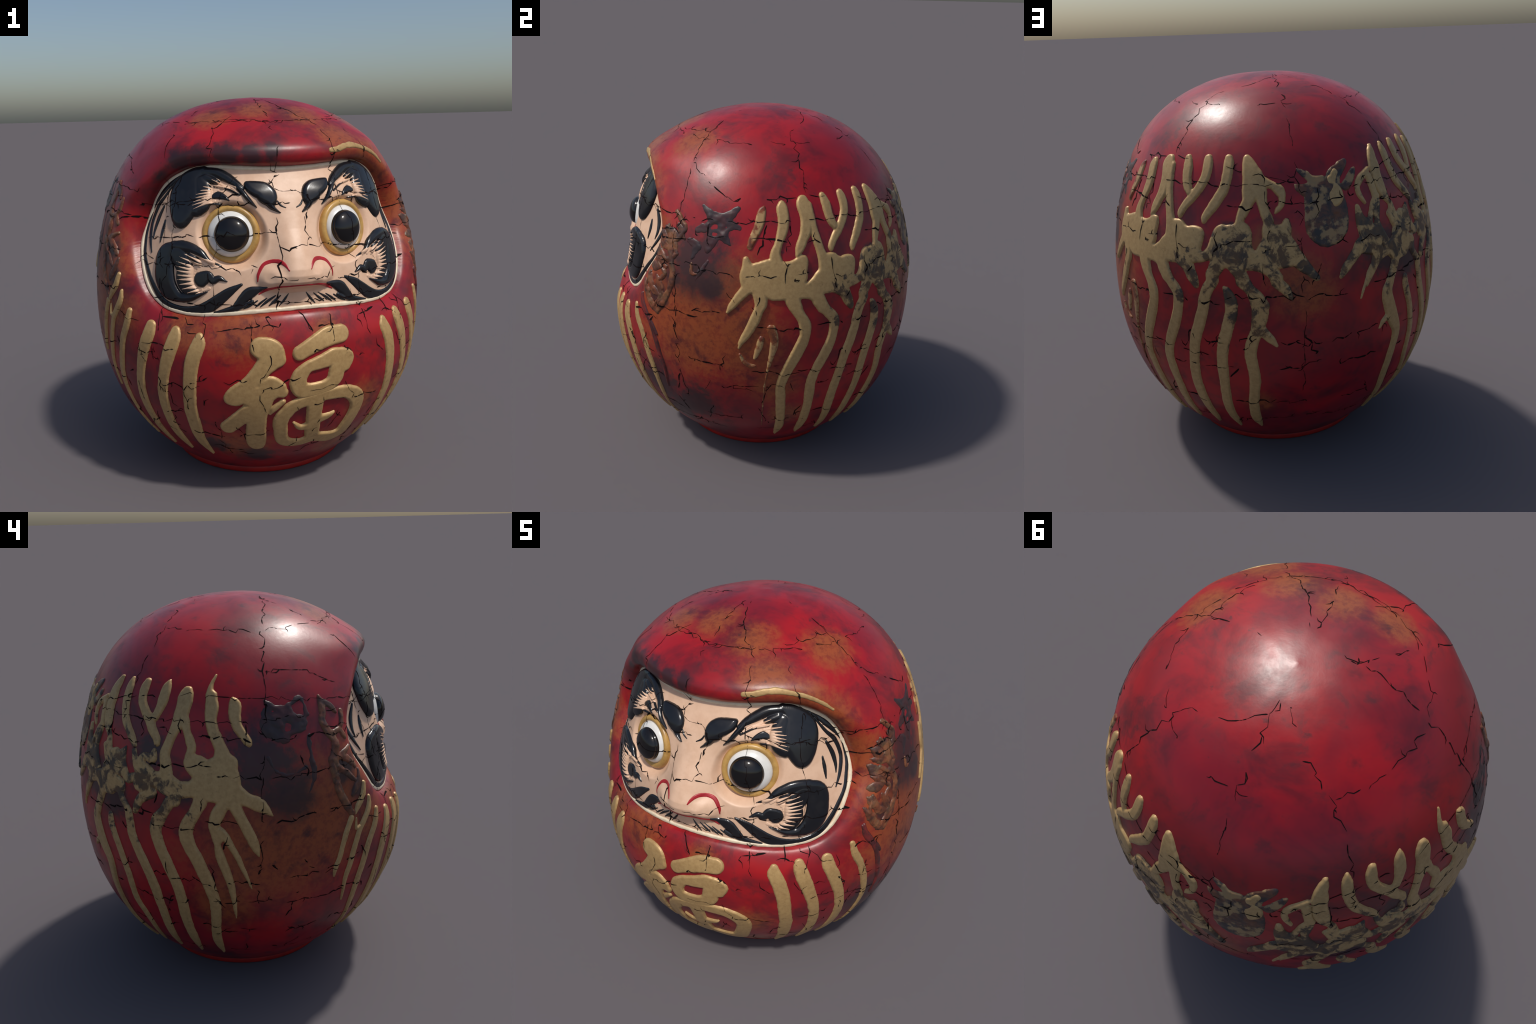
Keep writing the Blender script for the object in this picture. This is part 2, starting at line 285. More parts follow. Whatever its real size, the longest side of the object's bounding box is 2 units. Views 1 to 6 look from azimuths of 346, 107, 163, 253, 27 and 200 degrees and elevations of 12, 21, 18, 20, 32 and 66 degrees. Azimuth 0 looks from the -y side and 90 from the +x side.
SPLASH_LEFT_TRUNK = [
    [(-117.9, 1.206, 0.0348), (-120.8, 1.208, 0.0349), (-124.5, 1.203, 0.0394), (-128.2, 1.22, 0.0484), (-131.2, 1.237, 0.0376), (-134.3, 1.239, 0.0356)],
    [(-133.3, 1.367, 0.011), (-133.7, 1.332, 0.0212), (-137, 1.335, 0.0156), (-137.8, 1.289, 0.0291), (-135.1, 1.26, 0.0356)],
    [(-140.9, 1.353, 0.0126), (-140.3, 1.314, 0.0144), (-139.3, 1.281, 0.018), (-137.6, 1.255, 0.0269)],
    [(-135.3, 1.215, 0.0379), (-137.8, 1.205, 0.0337), (-139.4, 1.237, 0.018), (-142.5, 1.219, 0.0227), (-144.4, 1.246, 0.0228), (-146.6, 1.298, 0.0343), (-144.7, 1.361, 0.0045)],
    [(-148.8, 1.323, 0.0253), (-151.6, 1.297, 0.0394), (-155, 1.341, 0.0178)],
    [(-146.2, 1.258, 0.0366), (-150, 1.256, 0.037), (-153.1, 1.245, 0.028), (-151.1, 1.196, 0.0513), (-146.2, 1.175, 0.0368)],
    [(-150.5, 1.15, 0.035), (-154.8, 1.143, 0.0284), (-158, 1.174, 0.0262), (-162.2, 1.145, 0.0146), (-165.8, 1.093, 0.0138), (-168.3, 1.032, 0.0075), (-169.8, 0.97, 0.003)],
]
SPLASH_LEFT_LEGS = [
    [(-151.1, 1.196, 0.0373), (-158.2, 1.197, 0.0238), (-159.8, 1.225, 0.0144)],
    [(-133.5, 1.174, 0.0267), (-137.3, 1.137, 0.0225), (-138.8, 1.1, 0.0195), (-139.6, 1.069, 0.0128)],
    [(-154.6, 1.662, 0.0046), (-155.2, 1.631, 0.0153), (-156.7, 1.585, 0.0256), (-157.2, 1.53, 0.0234), (-157.3, 1.476, 0.0211), (-155.9, 1.43, 0.0196), (-153.7, 1.391, 0.0149), (-153.4, 1.346, 0.0233)],
    [(-160.4, 1.481, 0.0095), (-160, 1.428, 0.0132), (-161.3, 1.372, 0.0133), (-161.2, 1.311, 0.0105), (-160.6, 1.255, 0.0115), (-158.5, 1.23, 0.0095)],
    [(-154.3, 1.134, 0.0226), (-158.1, 1.015, 0.0241), (-159.4, 0.952, 0.0322), (-157.2, 0.837, 0.0361), (-154.3, 0.73, 0.0268), (-155.1, 0.596, 0.0237), (-155.4, 0.448, 0.0225), (-153.5, 0.28, 0.0162), (-152.8, 0.192, 0.0055)],
    [(-158, 0.841, 0.0163), (-160.8, 0.818, 0.013), (-162.4, 0.784, 0.0049)],
    [(-146.2, 1.161, 0.0184), (-144.8, 1.114, 0.0161)],
]
SPLASH_LEFT_TAILS = [
    [(-144.1, 1.102, 0.0152), (-142.4, 1.063, 0.0199), (-141.8, 1.005, 0.0229), (-141.3, 0.95, 0.0239), (-139.7, 0.882, 0.0249), (-137.9, 0.818, 0.0264), (-136.3, 0.751, 0.0266), (-135, 0.674, 0.0268), (-134.5, 0.602, 0.0256), (-134, 0.518, 0.0239), (-134.1, 0.422, 0.0228), (-134.4, 0.326, 0.0197), (-135, 0.227, 0.0053)],
    [(-125.9, 1.153, 0.0319), (-127.2, 1.141, 0.0274), (-129.1, 1.095, 0.0253), (-131.2, 1.047, 0.0315), (-132.2, 1, 0.0294), (-131.6, 0.946, 0.029), (-130.2, 0.882, 0.0282), (-128.6, 0.811, 0.0283), (-127.1, 0.743, 0.0276), (-126.1, 0.67, 0.0264), (-125.7, 0.59, 0.0267), (-125.6, 0.51, 0.0256), (-125.3, 0.422, 0.024), (-125, 0.336, 0.0214), (-125.3, 0.217, 0.0053)],
    [(-117.8, 1.149, 0.0316), (-119.4, 1.101, 0.0272), (-121.3, 1.052, 0.0296), (-122.3, 1.002, 0.0321), (-121.5, 0.943, 0.0313), (-119.6, 0.879, 0.0301), (-118.1, 0.817, 0.0302), (-116.6, 0.752, 0.0291), (-115.4, 0.684, 0.0274), (-114.8, 0.612, 0.0249), (-115, 0.526, 0.0233), (-115.7, 0.437, 0.0227), (-116, 0.342, 0.0227), (-115.3, 0.219, 0.0063)],
    [(-110.8, 1.143, 0.0269), (-112.6, 1.096, 0.0293), (-113.6, 1.044, 0.0249), (-112.7, 0.991, 0.0273), (-112.9, 0.951, 0.0146), (-112.2, 0.89, 0.0211), (-110.9, 0.822, 0.0204), (-109.7, 0.751, 0.0173), (-109, 0.676, 0.0132), (-108.6, 0.602, 0.0086), (-108.4, 0.528, 0.0024)],
    [(-111.9, 1.011, 0.0227), (-110.2, 0.981, 0.0173), (-108.6, 0.931, 0.0137), (-107, 0.88, 0.0129), (-105.7, 0.821, 0.0102), (-104.6, 0.777, 0.0084), (-103.2, 0.708, 0.0023)],
    [(-107.6, 1.138, 0.0269), (-105.7, 1.076, 0.0234), (-104.1, 1.023, 0.0227), (-102.5, 0.962, 0.0228), (-101.6, 0.921, 0.016), (-100.8, 0.884, 0.0037)],
]
SPLASH_LEFT = SPLASH_LEFT_ARMS + SPLASH_LEFT_TRUNK + SPLASH_LEFT_LEGS + SPLASH_LEFT_TAILS
DAB_LEFT = [
    [(-107.2, 1.603, 0.0086), (-106.6, 1.575, 0.0284), (-106.7, 1.535, 0.0279), (-106.2, 1.495, 0.0236), (-104.7, 1.458, 0.0215), (-103.1, 1.425, 0.0198), (-102.4, 1.408, 0.012)],
]
FORK_LEFT = [
    [(-140.6, 1.657, 0.0179), (-141.2, 1.624, 0.0251), (-140.8, 1.575, 0.0242), (-138.7, 1.532, 0.0245), (-136.5, 1.497, 0.0257), (-134.9, 1.458, 0.0239), (-133, 1.423, 0.0203), (-132.5, 1.4, 0.0159)],
    [(-130.8, 1.672, 0.0035), (-131.6, 1.642, 0.0211), (-132.1, 1.598, 0.0273), (-133, 1.552, 0.022), (-134.4, 1.513, 0.0199)],
]
DAB_LEFT_BACK = [
    [(-148.4, 1.661, 0.0082), (-148.5, 1.63, 0.0219), (-148.6, 1.583, 0.0246), (-148.2, 1.536, 0.0237), (-147.1, 1.487, 0.0236), (-145.1, 1.448, 0.0226), (-142.7, 1.409, 0.0216), (-141.2, 1.378, 0.0135)],
]
STRIPE_BACK_LEFT = [
    [(-150.7, 1.01, 0.0156), (-150.5, 0.969, 0.0215), (-149.4, 0.915, 0.0216), (-147.8, 0.851, 0.0206), (-146.5, 0.779, 0.0207), (-145.4, 0.703, 0.0209), (-145.2, 0.624, 0.0201), (-144.8, 0.541, 0.0203), (-143.2, 0.467, 0.0195), (-142.4, 0.379, 0.0166), (-143.2, 0.281, 0.0106), (-145.1, 0.206, 0.0033)],
]
LOOP_LEFT = [
    [(199.7, 1.561, 0.0122), (195.3, 1.522, 0.0194), (193.5, 1.489, 0.0145), (193.9, 1.451, 0.0135), (195.3, 1.415, 0.0078)],
    [(199.3, 1.529, 0.0195), (199.9, 1.476, 0.0196), (200.2, 1.432, 0.0196), (198.6, 1.403, 0.0171), (197.1, 1.369, 0.0136), (196, 1.329, 0.017)],
    [(201.3, 1.435, 0.0108), (199.9, 1.361, 0.0123), (198.9, 1.316, 0.0171), (200.3, 1.258, 0.0197), (201.7, 1.22, 0.0198)],
    [(205.2, 1.659, 0.0109), (203.9, 1.619, 0.0237), (203.3, 1.568, 0.0336), (203.4, 1.521, 0.0286), (204.2, 1.466, 0.0248), (204.6, 1.427, 0.0213), (206, 1.394, 0.015)],
    [(192, 1.404, 0.012), (192.5, 1.342, 0.0289), (194.3, 1.29, 0.0509), (195.7, 1.238, 0.0634), (191.6, 1.225, 0.0387), (189.9, 1.205, 0.028), (187.5, 1.168, 0.024), (185.2, 1.13, 0.0202), (183.6, 1.095, 0.0086)],
    [(197.7, 1.183, 0.0369), (196, 1.128, 0.0236), (193.8, 1.08, 0.0211), (192.3, 1.029, 0.0088)],
]
SCAR_LEFT = [
    [(-76.6, 1.583, 0.0077), (-76.1, 1.527, 0.0192), (-77.2, 1.471, 0.0192), (-75.7, 1.423, 0.0216), (-73.8, 1.374, 0.0233), (-74.5, 1.323, 0.0217), (-74.9, 1.285, 0.0233)],
    [(-75.1, 1.555, 0.0139), (-72.2, 1.527, 0.0155), (-71.1, 1.502, 0.0062)],
    [(-68.7, 1.5, 0.011), (-69.1, 1.459, 0.0141), (-70.7, 1.426, 0.0117), (-73.9, 1.412, 0.017)],
    [(-70.6, 1.418, 0.0156), (-68.9, 1.379, 0.0118)],
    [(-67.8, 1.333, 0.0095), (-71.3, 1.313, 0.0156)],
    [(-76.1, 1.296, 0.0193), (-75.1, 1.2, 0.0218), (-73.3, 1.113, 0.0221), (-70.5, 1.034, 0.02), (-68.5, 1.009, 0.0129)],
    [(-72.8, 1.302, 0.014), (-68.9, 1.274, 0.0197), (-66.4, 1.233, 0.0111)],
    [(-73.9, 1.259, 0.0156), (-70.3, 1.215, 0.0173), (-67.7, 1.173, 0.0111)],
    [(-65.1, 1.212, 0.0096), (-66.4, 1.152, 0.0176), (-68.9, 1.104, 0.0136)],
]
CHAR_LEFT = [
    [(-96.4, 1.585, 0.0105), (-93.2, 1.554, 0.0187), (-88.8, 1.542, 0.0264)],
    [(-88.6, 1.555, 0.0151), (-83.9, 1.584, 0.0121), (-82.2, 1.517, 0.0137)],
    [(-93.1, 1.505, 0.045), (-88.8, 1.485, 0.0602), (-85.4, 1.479, 0.034)],
    [(-96.2, 1.536, 0.0299), (-96.2, 1.466, 0.0299), (-91.5, 1.439, 0.0375)],
    [(-82.9, 1.417, 0.0106), (-83.1, 1.359, 0.0122), (-82.7, 1.298, 0.0137), (-82.5, 1.244, 0.013), (-83.7, 1.193, 0.0107), (-85.2, 1.158, 0.0061)],
    [(-96.9, 1.345, 0.0075), (-95.1, 1.292, 0.0075), (-92.1, 1.261, 0.0075), (-88.4, 1.265, 0.0061), (-85.1, 1.281, 0.0091)],
]
SCAR_PETALS_ARMS = [
    [(74.8, 1.484, 0.0056), (76.5, 1.456, 0.0154), (78.6, 1.415, 0.0094)],
    [(69.1, 1.455, 0.0055), (71.8, 1.44, 0.0208), (75.5, 1.418, 0.0126)],
    [(66.5, 1.425, 0.0055), (68.7, 1.402, 0.0235), (71.4, 1.367, 0.0142)],
    [(66.1, 1.375, 0.0055), (69.4, 1.365, 0.0181), (73.7, 1.351, 0.011)],
]
SCAR_PETALS_TRUNK = [
    [(65.3, 1.34, 0.0055), (67.1, 1.314, 0.025), (69.5, 1.275, 0.0152)],
    [(65.5, 1.289, 0.0055), (68.4, 1.276, 0.0196), (72.3, 1.259, 0.0119)],
    [(63.7, 1.235, 0.0056), (66.3, 1.239, 0.021), (69.7, 1.247, 0.0127)],
    [(63.2, 1.196, 0.0056), (64.9, 1.168, 0.0239), (67, 1.127, 0.0145)],
]
SCAR_PETALS_LEGS = [
    [(64.6, 1.141, 0.0056), (67.2, 1.119, 0.0185), (70.7, 1.086, 0.0112)],
    [(61.4, 1.147, 0.0056), (63.3, 1.108, 0.0198), (65.9, 1.047, 0.012)],
    [(63.5, 1.071, 0.0057), (66.1, 1.04, 0.0186), (69.6, 0.995, 0.0114)],
    [(73.3, 1.435, 0.0056), (74.5, 1.398, 0.0168), (75.9, 1.342, 0.0102)],
]
SCAR_PETALS_TAILS = [
    [(70.8, 1.275, 0.0056), (73, 1.298, 0.017), (76.2, 1.333, 0.0102)],
    [(68.6, 1.196, 0.0057), (70.1, 1.152, 0.0185), (72.1, 1.084, 0.0113)],
    [(71.7, 1.112, 0.0058), (70.8, 1.079, 0.0159), (69.8, 1.024, 0.0096)],
]
SCAR_PETALS = SCAR_PETALS_ARMS + SCAR_PETALS_TRUNK + SCAR_PETALS_LEGS + SCAR_PETALS_TAILS
EMBLEM_DAB = [
    [(185.1, 1.503, 0.0199), (185, 1.463, 0.0361), (184.3, 1.432, 0.0213)],
    [(185.7, 1.566, 0.019), (184.1, 1.536, 0.0261)],
]
SCAR_RIGHT = [
    [(73.1, 1.537, 0.0119), (75.7, 1.505, 0.0165), (78, 1.473, 0.0131), (77, 1.427, 0.0145), (74.1, 1.393, 0.0146), (69.3, 1.385, 0.0094)],
    [(70.8, 1.467, 0.0106), (72.6, 1.408, 0.0166), (73.4, 1.345, 0.0199), (74.4, 1.283, 0.0186), (75.6, 1.22, 0.0186), (74.5, 1.134, 0.0188), (71.9, 1.052, 0.019), (69.6, 0.994, 0.0096)],
    [(68.9, 1.331, 0.0121), (72, 1.295, 0.0167)],
    [(68.6, 1.263, 0.0108), (72.2, 1.221, 0.0134), (70.1, 1.179, 0.0108)],
    [(65, 1.2, 0.0082), (63.5, 1.129, 0.011), (64.5, 1.061, 0.011), (67.3, 1.009, 0.011)],
    [(71.2, 1.099, 0.0122), (68.3, 1.028, 0.0096)],
    [(82.7, 1.307, 0.0078), (83.1, 1.256, 0.0118), (85.1, 1.254, 0.0078)],
]
FADED_STRIPE_RIGHT = [
    [(60.7, 1.057, 0.007), (62, 1.011, 0.014), (64.2, 0.955, 0.0153), (66.9, 0.908, 0.0139), (69.2, 0.859, 0.0097)],
]
CHAR_RIGHT = [
    [(91.5, 1.506, 0.0527), (88.1, 1.547, 0.033), (84.3, 1.584, 0.0133)],
    [(91.5, 1.506, 0.0527), (94.8, 1.553, 0.0295), (97.9, 1.592, 0.0115)],
    [(91.5, 1.506, 0.0527), (95.8, 1.508, 0.0295), (99.2, 1.499, 0.0131)],
    [(91.5, 1.506, 0.0494), (93.8, 1.454, 0.0329), (96.2, 1.415, 0.0131)],
    [(91.5, 1.506, 0.0494), (89.3, 1.432, 0.033), (87.9, 1.371, 0.0132)],
    [(91.5, 1.506, 0.0494), (87.2, 1.491, 0.0331), (83.3, 1.468, 0.0116)],
    [(80.9, 1.415, 0.0134), (83.8, 1.389, 0.0266), (82.5, 1.329, 0.0117)],
    [(88.7, 1.327, 0.0083), (86.1, 1.264, 0.015), (84.6, 1.218, 0.0084)],
]
BIG_BROW = [
    [(-34.6, 1.646, 0.0232), (-38.8, 1.616, 0.046), (-41.2, 1.557, 0.0827), (-41.2, 1.499, 0.0855), (-41.3, 1.44, 0.061), (-41, 1.407, 0.0304)],
    [(-34.9, 1.593, 0.0365), (-32.9, 1.542, 0.0423), (-33.5, 1.496, 0.0452), (-35.2, 1.46, 0.0272), (-33.6, 1.452, 0.012)],
    [(-34.5, 1.64, 0.0256), (-28.7, 1.634, 0.0255), (-24.2, 1.611, 0.0253), (-20.4, 1.585, 0.0204), (-17.5, 1.565, 0.0084)],
    [(-32.9, 1.611, 0.0274), (-28.2, 1.594, 0.0151)],
    [(-19.8, 1.576, 0.0156), (-17.2, 1.543, 0.0119), (-14.9, 1.508, 0.0095), (-12.5, 1.478, 0.0018)],
    [(-29.1, 1.574, 0.0042), (-23.7, 1.563, 0.0054), (-18.7, 1.537, 0.0042)],
    [(-33.4, 1.484, 0.0084), (-30.4, 1.496, 0.006), (-26.1, 1.494, 0.0024)],
]
BROW_CUTS = [
    [(-28.3, 1.606, 0.0007), (-24.8, 1.587, 0.0036), (-20.7, 1.563, 0.0084)],
    [(-29.9, 1.598, 0.0007), (-26.9, 1.585, 0.0036), (-23.3, 1.568, 0.0084)],
    [(-32.2, 1.584, 0.0007), (-29, 1.576, 0.0036), (-25.3, 1.567, 0.0084)],
    [(-33.9, 1.567, 0.0007), (-30.9, 1.563, 0.0036), (-27.3, 1.558, 0.0084)],
    [(-34.8, 1.548, 0.0007), (-31.8, 1.549, 0.0036), (-28.3, 1.549, 0.0084)],
    [(-35.5, 1.532, 0.0007), (-32.4, 1.536, 0.0036), (-28.7, 1.54, 0.0084)],
    [(-35.8, 1.516, 0.0007), (-32.8, 1.522, 0.0036), (-29.1, 1.53, 0.0084)],
    [(-36.2, 1.499, 0.0007), (-33.1, 1.509, 0.0036), (-29.3, 1.519, 0.0084)],
    [(-36.8, 1.483, 0.0007), (-33.2, 1.495, 0.0036), (-28.9, 1.509, 0.0084)],
    [(-36.1, 1.466, 0.0007), (-32.6, 1.485, 0.0036), (-28.4, 1.508, 0.0084)],
]
BROW_DOT = [
    [(-29.1, 1.528, 0.0108), (-27.1, 1.536, 0.018), (-24.5, 1.526, 0.0119), (-22.7, 1.511, 0.003)],
]
INNER_BLOB = [
    [(-16.1, 1.584, 0.0144), (-14.4, 1.571, 0.031), (-12.2, 1.561, 0.0417), (-10.1, 1.552, 0.0465), (-8.6, 1.534, 0.0464), (-7.5, 1.511, 0.0321), (-7, 1.481, 0.0143), (-5.5, 1.464, 0.0071), (-4, 1.451, 0.0018)],
]
INNER_WHISK = [
    [(-4.8, 1.505, 0.003), (-3.8, 1.486, 0.0048), (-2, 1.473, 0.0018)],
]
SIDE_LINES = [
    [(-41.9, 1.639, 0.0037), (-47.9, 1.601, 0.0075), (-53.6, 1.544, 0.0113), (-58.9, 1.477, 0.0083), (-60.9, 1.412, 0.0077), (-60.9, 1.35, 0.0064), (-59.5, 1.291, 0.0064), (-57.9, 1.232, 0.007), (-54.8, 1.17, 0.0082), (-51.6, 1.108, 0.0094), (-48.3, 1.051, 0.0124), (-44.5, 1.014, 0.0136), (-38.9, 0.997, 0.0152), (-33.7, 1.001, 0.0199), (-29.6, 1.02, 0.0258), (-25.6, 1.059, 0.0239), (-22.1, 1.097, 0.0166), (-18.2, 1.13, 0.0036)],
    [(-47.6, 1.59, 0.0025), (-52, 1.521, 0.005), (-56.1, 1.468, 0.0082), (-58.4, 1.39, 0.0077), (-57, 1.319, 0.007), (-54.2, 1.25, 0.0019)],
    [(-51.8, 1.472, 0.0038), (-54.3, 1.414, 0.0095), (-55.3, 1.358, 0.0063), (-55, 1.316, 0.0019)],
    [(-49.7, 1.407, 0.0031), (-50.2, 1.359, 0.0069), (-50.4, 1.305, 0.0019)],
]
CHEEK = [
    [(-43.4, 1.296, 0.0232), (-46.6, 1.25, 0.0524), (-46.6, 1.189, 0.0585), (-46, 1.142, 0.0585), (-43.9, 1.09, 0.0491), (-39.7, 1.059, 0.0256), (-35.8, 1.061, 0.0193), (-32.6, 1.076, 0.0108), (-29.5, 1.094, 0.0024)],
    [(-43.4, 1.296, 0.0244), (-39.5, 1.297, 0.0291), (-35.5, 1.288, 0.0253), (-32, 1.267, 0.018), (-29.2, 1.235, 0.0095), (-25, 1.211, 0.0018)],
    [(-40.9, 1.257, 0.0486), (-38.1, 1.2, 0.0454), (-37.9, 1.146, 0.0454), (-36.3, 1.106, 0.0362), (-33.5, 1.09, 0.015)],
    [(-35.8, 1.255, 0.0181), (-32.9, 1.228, 0.015)],
]
CHEEK_CUTS = [
    [(-35.9, 1.27, 0.0007), (-32.1, 1.249, 0.0039), (-27.8, 1.221, 0.0089)],
    [(-38.1, 1.264, 0.0007), (-34.4, 1.245, 0.0039), (-30.1, 1.22, 0.009)],
    [(-39.8, 1.25, 0.0007), (-36.3, 1.234, 0.0039), (-32.4, 1.213, 0.009)],
    [(-40.7, 1.227, 0.0007), (-37.5, 1.216, 0.0039), (-33.7, 1.202, 0.009)],
    [(-41, 1.206, 0.0007), (-38, 1.199, 0.0039), (-34.4, 1.19, 0.009)],
    [(-41.1, 1.185, 0.0007), (-38.1, 1.181, 0.0039), (-34.6, 1.177, 0.009)],
    [(-41, 1.163, 0.0007), (-38.1, 1.163, 0.0039), (-34.6, 1.162, 0.009)],
    [(-40.4, 1.142, 0.0007), (-37.7, 1.145, 0.0039), (-34.5, 1.147, 0.009)],
    [(-39.5, 1.12, 0.0007), (-37.1, 1.125, 0.0039), (-34.2, 1.131, 0.009)],
    [(-38.3, 1.1, 0.0007), (-36.1, 1.107, 0.0039), (-33.5, 1.116, 0.009)],
    [(-36.3, 1.084, 0.0007), (-34.2, 1.093, 0.0039), (-31.7, 1.104, 0.009)],
    [(-33.5, 1.081, 0.0007), (-31.5, 1.094, 0.0039), (-29, 1.109, 0.009)],
]
CHEEK_DOT = [
    [(-31.8, 1.15, 0.0372), (-29.5, 1.168, 0.0227), (-27.7, 1.148, 0.0179), (-25.6, 1.158, 0.0131), (-22.9, 1.143, 0.0024)],
]
MOUSTACHE = [
    [(-10, 1.12, 0.0029), (-12.5, 1.108, 0.013), (-15.5, 1.091, 0.0267), (-17.6, 1.067, 0.0225), (-19.3, 1.037, 0.0196), (-21, 1.018, 0.0149), (-27.4, 0.996, 0.003)],
    [(-14.7, 1.051, 0.0071), (-17.6, 1.028, 0.0083), (-19.7, 1.013, 0.0036)],
]
CHIN_HAIR = [
    [(-3, 1.081, 0.0018), (-4.3, 1.055, 0.0054), (-6.1, 1.025, 0.0018)],
    [(-5.6, 1.074, 0.0024), (-7.7, 1.048, 0.0059), (-9.4, 1.028, 0.0018)],
    [(-7.2, 1.075, 0.0024), (-10.2, 1.047, 0.0059), (-12.3, 1.023, 0.0018)],
    [(-10.1, 1.064, 0.0024), (-12.3, 1.041, 0.0053), (-13.9, 1.021, 0.0018)],
    [(-13.1, 1.054, 0.003), (-15.6, 1.03, 0.0053), (-17.7, 1.015, 0.0018)],
]
MOUTH = [
    [(-12.6, 1.084, 0.0018), (-10.1, 1.105, 0.0059), (-6.7, 1.122, 0.0053), (-4, 1.126, 0.0035), (-1.5, 1.13, 0.0029)],
]
NOSTRIL = [
    [(-12.9, 1.145, 0.0018), (-12.6, 1.18, 0.0053), (-10.9, 1.22, 0.0059), (-8.2, 1.236, 0.0059), (-5.8, 1.238, 0.0059), (-4.3, 1.224, 0.0047), (-3.4, 1.203, 0.0017)],
]

# ==================================================================== blender
import bpy
from mathutils import Vector

rng = np.random.default_rng(11)

def new_mesh(name, verts, faces, material, parent=None, normals=None, smooth_shade=True):
    me = bpy.data.meshes.new(name)
    verts = np.asarray(verts, np.float32)
    faces = np.asarray(faces, np.int32)
    k = faces.shape[1]
    me.vertices.add(len(verts)); me.vertices.foreach_set("co", verts.ravel())
    me.loops.add(faces.size); me.loops.foreach_set("vertex_index", faces.ravel())
    me.polygons.add(len(faces))
    me.polygons.foreach_set("loop_start", np.arange(0, faces.size, k, dtype=np.int32))
    me.polygons.foreach_set("loop_total", np.full(len(faces), k, np.int32))
    me.update(calc_edges=True)
    me.validate()
    me.polygons.foreach_set("use_smooth", np.full(len(me.polygons), smooth_shade, bool))
    if normals is not None:
        me.normals_split_custom_set_from_vertices([tuple(n) for n in normals])
    me.materials.append(material)
    ob = bpy.data.objects.new(name, me)
    bpy.context.scene.collection.objects.link(ob)
    ob.parent = parent
    return ob

def compact(verts, faces):
    used = np.unique(faces)
    m = np.full(len(verts), -1); m[used] = np.arange(len(used))
    return verts[used], m[faces], used

def vertex_normals(verts, faces):
    n = np.zeros_like(verts)
    a, b, c, d = (verts[faces[:, i]] for i in range(4))
    fn = np.cross(c - a, d - b)
    for i in range(4):
        np.add.at(n, faces[:, i], fn)
    return n / np.maximum(np.linalg.norm(n, axis=1, keepdims=True), 1e-12)

def grid_faces(nr, nc, closed=False):
    r = np.arange(nr - 1)[:, None]; c = np.arange(nc if closed else nc - 1)[None]
    c2 = (c + 1) % nc
    f = np.stack([r * nc + c, r * nc + c2, (r + 1) * nc + c2, (r + 1) * nc + c], -1)
    return f.reshape(-1, 4)

